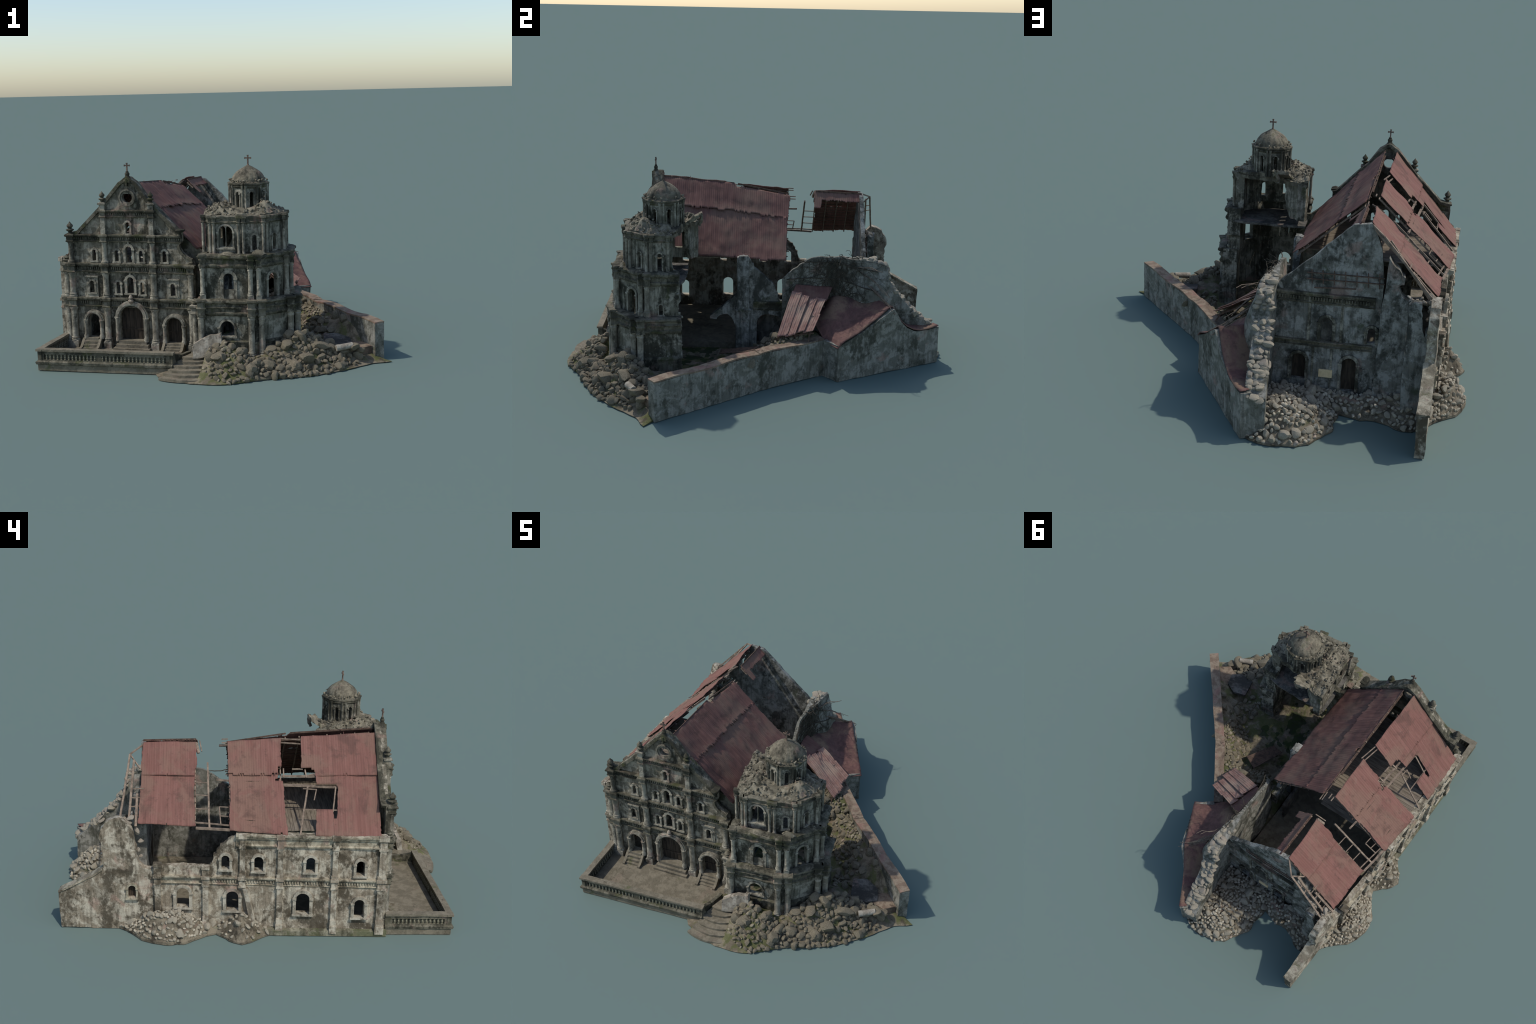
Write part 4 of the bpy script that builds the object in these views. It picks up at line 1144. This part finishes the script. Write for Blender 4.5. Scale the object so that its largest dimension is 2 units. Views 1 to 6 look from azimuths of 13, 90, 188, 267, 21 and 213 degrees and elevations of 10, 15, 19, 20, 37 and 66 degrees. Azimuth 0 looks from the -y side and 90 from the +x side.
# ================================================================== YARD WALL
BW = [(.848, -.442), (.462, .026), (.247, .341)]
def build_yard():
    def wall(path, th, z0, z1, parent, name, mat):
        P = Part()
        for p, q in zip(path, path[1:]):
            pl, L = frame(p, q)
            P.add(*panel([(0, 0), (L, 0), (L, z1), (0, z0)], [], -th, 0, pl, .02, .0025))
        return P.make(name, parent, mat)
    Y = wall(BW, .053, .189, .189, ROOT, 'yard_wall', M_YARD)
    P = Part()
    for p, q in zip(BW, BW[1:]):
        pl, L = frame(p, q)
        P.add(*panel([(0, -.054), (L + .01, -.054), (L + .01, .001), (0, .001)], [], .1885, .196, lambda u, v, z: pl(u, z + .004 * math.sin(u * 17), v), .02, .002))
    P.make('coping', Y, M_COPE)
    # annex: gabled end wall, its short front wall and sheet-metal roof
    a0, a1 = (.327, .413), (.022, .965)
    flat, L = frame(a0, a1)
    def pl(u, v, w):   # the wall bows outward towards the gable
        return flat(u, v, w + .004 + .020 * smooth(.15, .35, v))
    top = [(0, .192), (.07, .222), (.15, .262), (.23, .306), (.295, .345), (.318, .352), (.34, .322), (.38, .268), (.42, .230), (.46, .208), (.50, .198), (.56, .198), (L, .206)]
    A = Part().add(*panel([(0, 0), (L, 0)] + [(u, z - .007) for u, z in top[::-1]], [], -.05, 0, pl, .018, .0025)).make('annex', ROOT, M_YARD)
    fr, Lf = frame((.245, .341), a0)
    P = Part().add(*panel([(0, 0), (Lf, 0), (Lf, .19), (0, .19)], [], -.05, 0, fr, .02, .0025)); P.make('front_wall', A, M_YARD)
    # roof surface: follows the gable line, runs back to the ruin wall
    vs, fs = [], []
    n, m = 120, 26
    def prof(u):
        for (p, z), (q, y) in zip(top, top[1:]):
            if p <= u <= q: return z + (y - z) * (u - p) / (q - p)
        return top[-1][1]
    for i in range(n + 1):
        u = -.012 + (L + .006) * i / n
        x0, y0, _ = pl(max(u, 0.), 0, .004)
        for j in range(m + 1):
            t = j / m
            # walk inward, square to the wall, until the ruin wall
            d = .36 * t
            x, y, _ = pl(u, 0, .004 - d)
            z = prof(max(0, min(L, u))) + .004 + .0013 * math.sin(u * 2 * math.pi / .014) + noise.noise(Vector((u * 12, d * 6, 0))) * .006 - (.014 * smooth(.02, -.012, u) * smooth(0, .1, .1 - t * .0)) 
            back = .352 - .150 * smooth(.60, .90, y) - .085 * smooth(.42, .30, y)
            k = smooth(.25, .80, t)
            z = z * (1 - k) + (back + .001 * math.sin(u * 2 * math.pi / .014)) * k
            vs.append(Vector((x, y, z)))
    for i in range(n):
        for j in range(m):
            q = [i * (m + 1) + j, (i + 1) * (m + 1) + j, (i + 1) * (m + 1) + j + 1, i * (m + 1) + j + 1]
            c = sum((vs[k] for k in q), Vector()) / 4
            if c.x < lerp_table(E_PLAN, min(max(c.y, .13), .95))[0] - .012: continue
            fs.append(q)
    used = sorted({i for f in fs for i in f}); ix = {k: i for i, k in enumerate(used)}
    me = bpy.data.meshes.new('annex_roof'); me.from_pydata([tuple(vs[k]) for k in used], [], [[ix[k] for k in f] for f in fs]); me.materials.append(M_ROOFA)
    bm = bmesh.new(); bm.from_mesh(me); bmesh.ops.recalc_face_normals(bm, faces=bm.faces)
    if sum(f.normal.z for f in bm.faces) < 0: bmesh.ops.reverse_faces(bm, faces=bm.faces)
    bm.to_mesh(me); bm.free()
    me.polygons.foreach_set('use_smooth', [True] * len(me.polygons))
    o = obj('roof_sheet', me, A); md = o.modifiers.new('thickness', 'SOLIDIFY'); md.thickness = .004; md.offset = -1
    # fallen corrugated sheets leaning on the ruin wall
    tl, bl, br, tr = Vector((.045, .185, .386)), Vector((.266, .109, .211)), Vector((.283, .284, .243)), Vector((.100, .357, .356))
    nrm = (bl - tl).cross(tr - tl).normalized()
    if nrm.z < 0: nrm = -nrm
    def loose(corners, mat, parent, seed, amp=.013):
        a, b, c, d = corners; vs, fs = [], []; n, m = 40, 24
        for i in range(n + 1):
            s = i / n
            for j in range(m + 1):
                t = j / m * (1 + .03 * noise.noise(Vector((s * 7, seed, 1)))) 
                p = (a * (1 - s) + d * s) * (1 - t) + (b * (1 - s) + c * s) * t
                L = (d - a).length
                p = p + nrm * (.0009 * math.sin(s * L * 2 * math.pi / .012) + amp * noise.noise(p * 9 + Vector((0, 0, 5))) + .0025 * noise.noise(Vector((s * 4, t * 5, seed))))
                vs.append(p)
        for i in range(n):
            for j in range(m):
                fs.append((i * (m + 1) + j, (i + 1) * (m + 1) + j, (i + 1) * (m + 1) + j + 1, i * (m + 1) + j + 1))
        me = bpy.data.meshes.new('fallen_sheet'); me.from_pydata([tuple(v) for v in vs], [], fs); me.materials.append(mat)
        me.polygons.foreach_set('use_smooth', [True] * len(me.polygons))
        o = obj('fallen_sheet', me, parent); md = o.modifiers.new('thickness', 'SOLIDIFY'); md.thickness = .003; md.offset = 0
        return o
    q = lambda s, t, h=0.: (tl * (1 - s) + tr * s) * (1 - t) + (bl * (1 - s) + br * s) * t + nrm * h
    FS = Part()
    for s in (.08, .5, .92): FS.add(*bar(q(s, .05, -.012), q(s, 1.02, -.012), .008))
    for t in (.12, .5, .95): FS.add(*bar(q(-.02, t, -.020), q(1.02, t, -.020), .007))
    FS.add(*bar(q(.2, .97, -.015), (.262, .15, .15), .006)); FS.add(*bar(q(.9, .97, -.015), (.29, .265, .19), .005)); FS.add(*bar(q(.0, .97, -.015), (.24, .09, .10), .006))
    F = FS.make('fallen_roof', ROOT, M_BATTEN)
    for k, (s0, s1, t0, t1, h0, h1) in enumerate(((.0, .29, .0, 1.0, .0, .010), (.25, .52, .03, 1.03, .004, .013), (.50, .76, .05, .97, .000, .014), (.73, 1.0, .0, .55, .006, .010), (.74, 1.02, .48, 1.0, .002, .013))):
        loose((q(s0, t0, h0), q(s0 - .01, t1, h0), q(s1, t1, h1), q(s1 + .01, t0, h1)), M_FALLEN, F, k)
    loose((Vector((-.005, .205, .405)), Vector((.055, .185, .375)), Vector((.105, .36, .352)), Vector((-.012, .40, .40))), M_ROOFE, F, 9, .012)
    loose((Vector((.19, .02, .13)), Vector((.12, -.18, .085)), Vector((.19, -.19, .085)), Vector((.27, -.02, .13))), M_BATTEN, F, 12, .004)
    return Y
build_yard()

# ================================================================== GROUND AND RUBBLE
def build_ground():
    rim = [(-.215, -.875), (-.195, -.908), (-.11, -.955), (-.01, -.992), (.08, -.994), (.16, -.980), (.222, -.946), (.29, -.90), (.36, -.858), (.44, -.832), (.52, -.795), (.60, -.735), (.675, -.675), (.74, -.60), (.80, -.535), (.892, -.488)]
    rest = [(.838, -.452), (.448, .016), (.236, .330), (.0, .33), (-.06, .30), (-.06, -.30), (-.10, -.62), (-.13, -.84)]
    outer = rim + [(.852, -.440)]
    def h(x, y):
        d = edge_dist((x, y), outer)
        base = .006 + .050 * smooth(0, .14, d) - .032 * smooth(.18, .30, d)
        z = base + .012 * smooth(.02, .10, d) * lumps(x, y, 26, 1) * smooth(-.04, .05, x)
        z += bump_at(x, y, .44, -.62, .16, .10, .095, .7)          # bank against the tower's east face
        z += bump_at(x, y, .46, -.45, .08, .09, .045)
        z += bump_at(x, y, .09, -.785, .11, .075, .080)
        z += bump_at(x, y, .22, -.86, .12, .07, .030)            # bank under the front arch
        z += .125 * smooth(.20, .03, edge_dist((x, y), [(.838, -.452), (.448, .016), (.236, .330)])) * smooth(-.42, -.26, y)
        z += bump_at(x, y, .15, .12, .15, .14, .150)
        z += bump_at(x, y, .09, .30, .10, .10, .10)
        z += bump_at(x, y, -.03, .07, .06, .06, .05)
        z -= bump_at(x, y, .66, -.44, .06, .08, .010)
        if x < .02 and y < -.73:                                   # worn semicircular steps below the terrace
            r = math.hypot(x + .06, y + .72)
            k = r / .036
            z = min(z, max(.006, .082 - .0125 * (math.floor(k) + smooth(.78, 1., k % 1.)) + .004 * noise.noise(Vector((x, y, 3)) * 30)))
        z *= smooth(-.02, .03, d) * .9 + .1
        return z + noise.noise(Vector((x, y, 0)) * 40) * .004 * smooth(0, .05, d) + noise.noise(Vector((x, y, 4)) * 13) * .008 * smooth(0, .1, d)
    pol = rag(rim, .004, .03) + rest
    P = Part().add(*panel(pol, [], -1, 1, lambda u, v, w: (u, v, 0 if w < 0 else max(.002, h(u, v))), .012, 0))
    S = P.make('ground', ROOT, M_SOIL, 45)
    P = Part()
    for k in range(6):
        r0 = .262 - .034 * k
        n = 16
        arc = [(-.062 + (r0 + .004 * noise.noise(Vector((i * .7, k, 0)))) * math.cos(a), -.722 + r0 * math.sin(a)) for i, a in enumerate([-2.02 + 1.25 * i / n for i in range(n + 1)])]
        P.add(*panel([(-.062, -.722)] + arc, [], 0, .012 + .0125 * k, lambda u, v, w: (u, v, w), .03, .0022))
    P.make('worn_steps', S, M_TERR)
    # yard and nave floors
    P = Part().add(*panel([(-.745, -.54), (-.09, -.54), (-.05, .56), (-.70, .58)], [], 0.0, .050, lambda u, v, w: (u, v, w + (noise.noise(Vector((u, v, 0)) * 14) * .004 if w > .005 else 0)), .03, 0))
    P.make('nave_floor', S, M_TERR)
    yard = [(-.055, -.30), (.0, -.60), (.20, -.60), (.33, -.46), (.34, -.32), (.32, -.05), (.22, .06), (-.055, .08)]
    P = Part().add(*panel(yard, [], .004, .026, lambda u, v, w: (u, v, w + (noise.noise(Vector((u, v, 2)) * 16) * .006 if w > .03 else 0)), .02, 0))
    P.make('yard_floor', S, M_YARDF, 50)
    # slabs of fallen masonry
    pl, L = frame((-.04, -.800), (.095, -.786))
    tilt = lambda u, v, w: (pl(u, v, w)[0], pl(u, v, w)[1] + .20 * (v - .08) - 0.0, v)
    Part().add(*panel(rag([(-.008, .070), (-.004, .137), (.03, .158), (.075, .178), (.126, .190), (.134, .158), (.146, .112), (.10, .085), (-.008, .070)], .003, .02)[:-1], [], -.014, .014, tilt, .016, .003)).make('fallen_slab', S, M_SLAB)
    sl = lambda u, v, w: (u, v, .085 + .35 * (.55 - u) * .2 + .12 * (v + .40) + w)
    Part().add(*panel([(.55, -.475), (.635, -.49), (.69, -.455), (.672, -.385), (.60, -.345), (.53, -.37)], [], -.012, .010, sl, .02, .003)).make('fallen_slab', S, M_INNER)
    sl2 = lambda u, v, w: (u, v, .062 + w)
    Part().add(*panel([(.64, -.455), (.735, -.50), (.79, -.46), (.70, -.34), (.65, -.33)], [], -.03, .008, sl2, .02, .004)).make('earth_patch', S, M_COPE)
    # boulders
    pts = []
    def field(n, gen, rmin, rmax, sink=.25, zf=h, gap=.72):
        got = []; tries = 0
        while len(got) < n and tries < n * 40:
            tries += 1
            x, y = gen(); r = rmin + (rmax - rmin) * R.random() ** 2.2
            if any((x - a) ** 2 + (y - b) ** 2 < (gap * (r + c)) ** 2 for a, b, c in got): continue
            got.append((x, y, r))
            pts.append((Vector((x, y, zf(x, y) + r * (.45 - sink))), r, False))
    poly = rim + rest
    tower = [(-.06, -.30), (-.06, -.745), (.26, -.735), (.44, -.57), (.42, -.34)]
    def ok(x, y): return inside((x, y), poly) and not inside((x, y), tower)
    def region(cx, cy, rx, ry, rot=0.):
        c, s = math.cos(rot), math.sin(rot)
        def g():
            while True:
                a, q = R.uniform(0, 6.283), math.sqrt(R.random())
                dx, dy = rx * q * math.cos(a), ry * q * math.sin(a)
                x, y = cx + dx * c - dy * s, cy + dx * s + dy * c
                if ok(x, y): return x, y
        return g
    field(150, region(.49, -.68, .25, .115, .72), .017, .044, gap=.58)
    field(150, region(.46, -.69, .25, .125, .72), .008, .017, gap=.5)
    field(60, region(.62, -.57, .13, .09, .72), .016, .040, gap=.6)
    field(90, region(.185, -.872, .135, .10, .15), .015, .040, gap=.6)
    field(80, region(.18, -.87, .15, .10, .15), .007, .014, gap=.5)
    field(16, region(.05, -.785, .06, .03), .012, .028)
    field(50, region(.47, -.33, .07, .10), .014, .034)
    field(95, region(.39, -.06, .08, .19, .45), .012, .028, gap=.64)
    field(170, region(.15, .12, .15, .14), .011, .026, gap=.62)
    field(30, region(.46, -.16, .05, .12, .4), .010, .02)
    for bx, by, br in ((.52, -.10, .036), (.45, .0, .034), (.57, -.20, .038), (.40, .05, .036), (.50, -.02, .030), (.20, .10, .036), (.12, .05, .032), (.27, .05, .034), (.62, -.27, .034), (.49, -.19, .032)):
        pts.append((Vector((bx, by, h(bx, by) + br * .25)), br, R.random() < .5))
    for bx, by, br in ((.40, -.70, .050), (.50, -.72, .046), (.55, -.62, .048), (.33, -.80, .044), (.10, -.86, .042), (.20, -.80, .045), (.46, -.64, .040), (.26, -.87, .040), (.45, -.77, .042)):
        pts.append((Vector((bx, by, h(bx, by) + br * .18)), br, R.random() < .5))
    pts.append((Vector((.705, -.545, .085)), .040, True)); pts.append((Vector((.74, -.52, .065)), .030, True))
    pts.append((Vector((.56, -.285, .10)), .036, True)); pts.append((Vector((.10, -.815, .105)), .026, True))
    scatter(pts, STONES, S, 300, 'stone', 'small_rubble', M_STONE)
    # column drum among the rubble
    c = Vector((.665, -.575, .092)); d = Vector((.038, .020, .004))
    Part().add(*tube([c - d, c - d * .3, c + d * .4, c + d], .0165, .0150, 14)).make('column_drum', S, M_SLAB)
    # rear rubble heaps
    def heap(name, outline, hf, inner, n, rmin, rmax, mat, stones, big):
        def top(x, y):
            d = edge_dist((x, y), outline)
            return max(.003, hf(x, y) * smooth(-.02, .07, d) + (noise.noise(Vector((x, y, 0)) * 45) * .006 + .020 * lumps(x, y, 30, 7) + .008 * lumps(x, y, 60, 9)) * smooth(0, .03, d) + .003)
        pol = rag(outline, .006, .025) + inner
        H = Part().add(*panel(pol, [], -1, 1, lambda u, v, w: (u, v, 0 if w < 0 else top(u, v)), .008, 0)).make(name, S, mat, 40)
        full = outline + inner; got, lst, tries = [], [], 0
        xs = [p[0] for p in full]; ys = [p[1] for p in full]
        while len(got) < n and tries < n * 60:
            tries += 1
            x, y = R.uniform(min(xs), max(xs)), R.uniform(min(ys), max(ys))
            r = rmin + (rmax - rmin) * R.random() ** 1.8
            if not inside((x, y), full) or not stones(x, y): continue
            if any((x - a) ** 2 + (y - b) ** 2 < (.52 * (r + c)) ** 2 for a, b, c in got): continue
            if edge_dist((x, y), outline) < r * .45: continue
            got.append((x, y, r)); lst.append((Vector((x, y, top(x, y) + r * .22)), r, False))
        scatter(lst, BOULDERS, H, big, 'stone', 'small_rubble', M_BOULDER)
    ne = [(.02, .945), (-.01, .968), (-.05, .988), (-.12, .996), (-.20, .982), (-.255, .950), (-.295, .885), (-.335, .825), (-.333, .75), (-.345, .672), (-.439, .702), (-.50, .692), (-.56, .715), (-.615, .752), (-.655, .748), (-.680, .728)]
    heap('rubble_heap', ne, lambda x, y: .045 * smooth(.76, .60, y) + bump_at(x, y, -.13, .83, .18, .15, .115) + bump_at(x, y, -.17, .65, .16, .09, .015) + bump_at(x, y, -.60, .62, .15, .08, .035),
         [(-.690, .58), (-.03, .58), (-.03, .80)], 460, .011, .035, M_MOUND, lambda x, y: x > -.36 or (R.random() < .25), 130)
    wr = [(-.722, .685), (-.755, .640), (-.785, .612), (-.840, .568), (-.875, .490), (-.888, .43), (-.882, .37), (-.850, .325), (-.812, .268), (-.795, .220), (-.835, .175), (-.872, .14), (-.892, .10), (-.872, .055), (-.845, .022), (-.815, -.02), (-.800, -.06)]
    heap('rubble_heap', wr, lambda x, y: bump_at(x, y, -.805, .45, .09, .16, .080) + bump_at(x, y, -.80, .10, .08, .08, .060) + .030,
         [(-.755, -.06), (-.735, .30), (-.718, .685)], 380, .010, .032, M_MOUND, lambda x, y: y > .26 or R.random() < .03, 110)
    return S
build_ground()
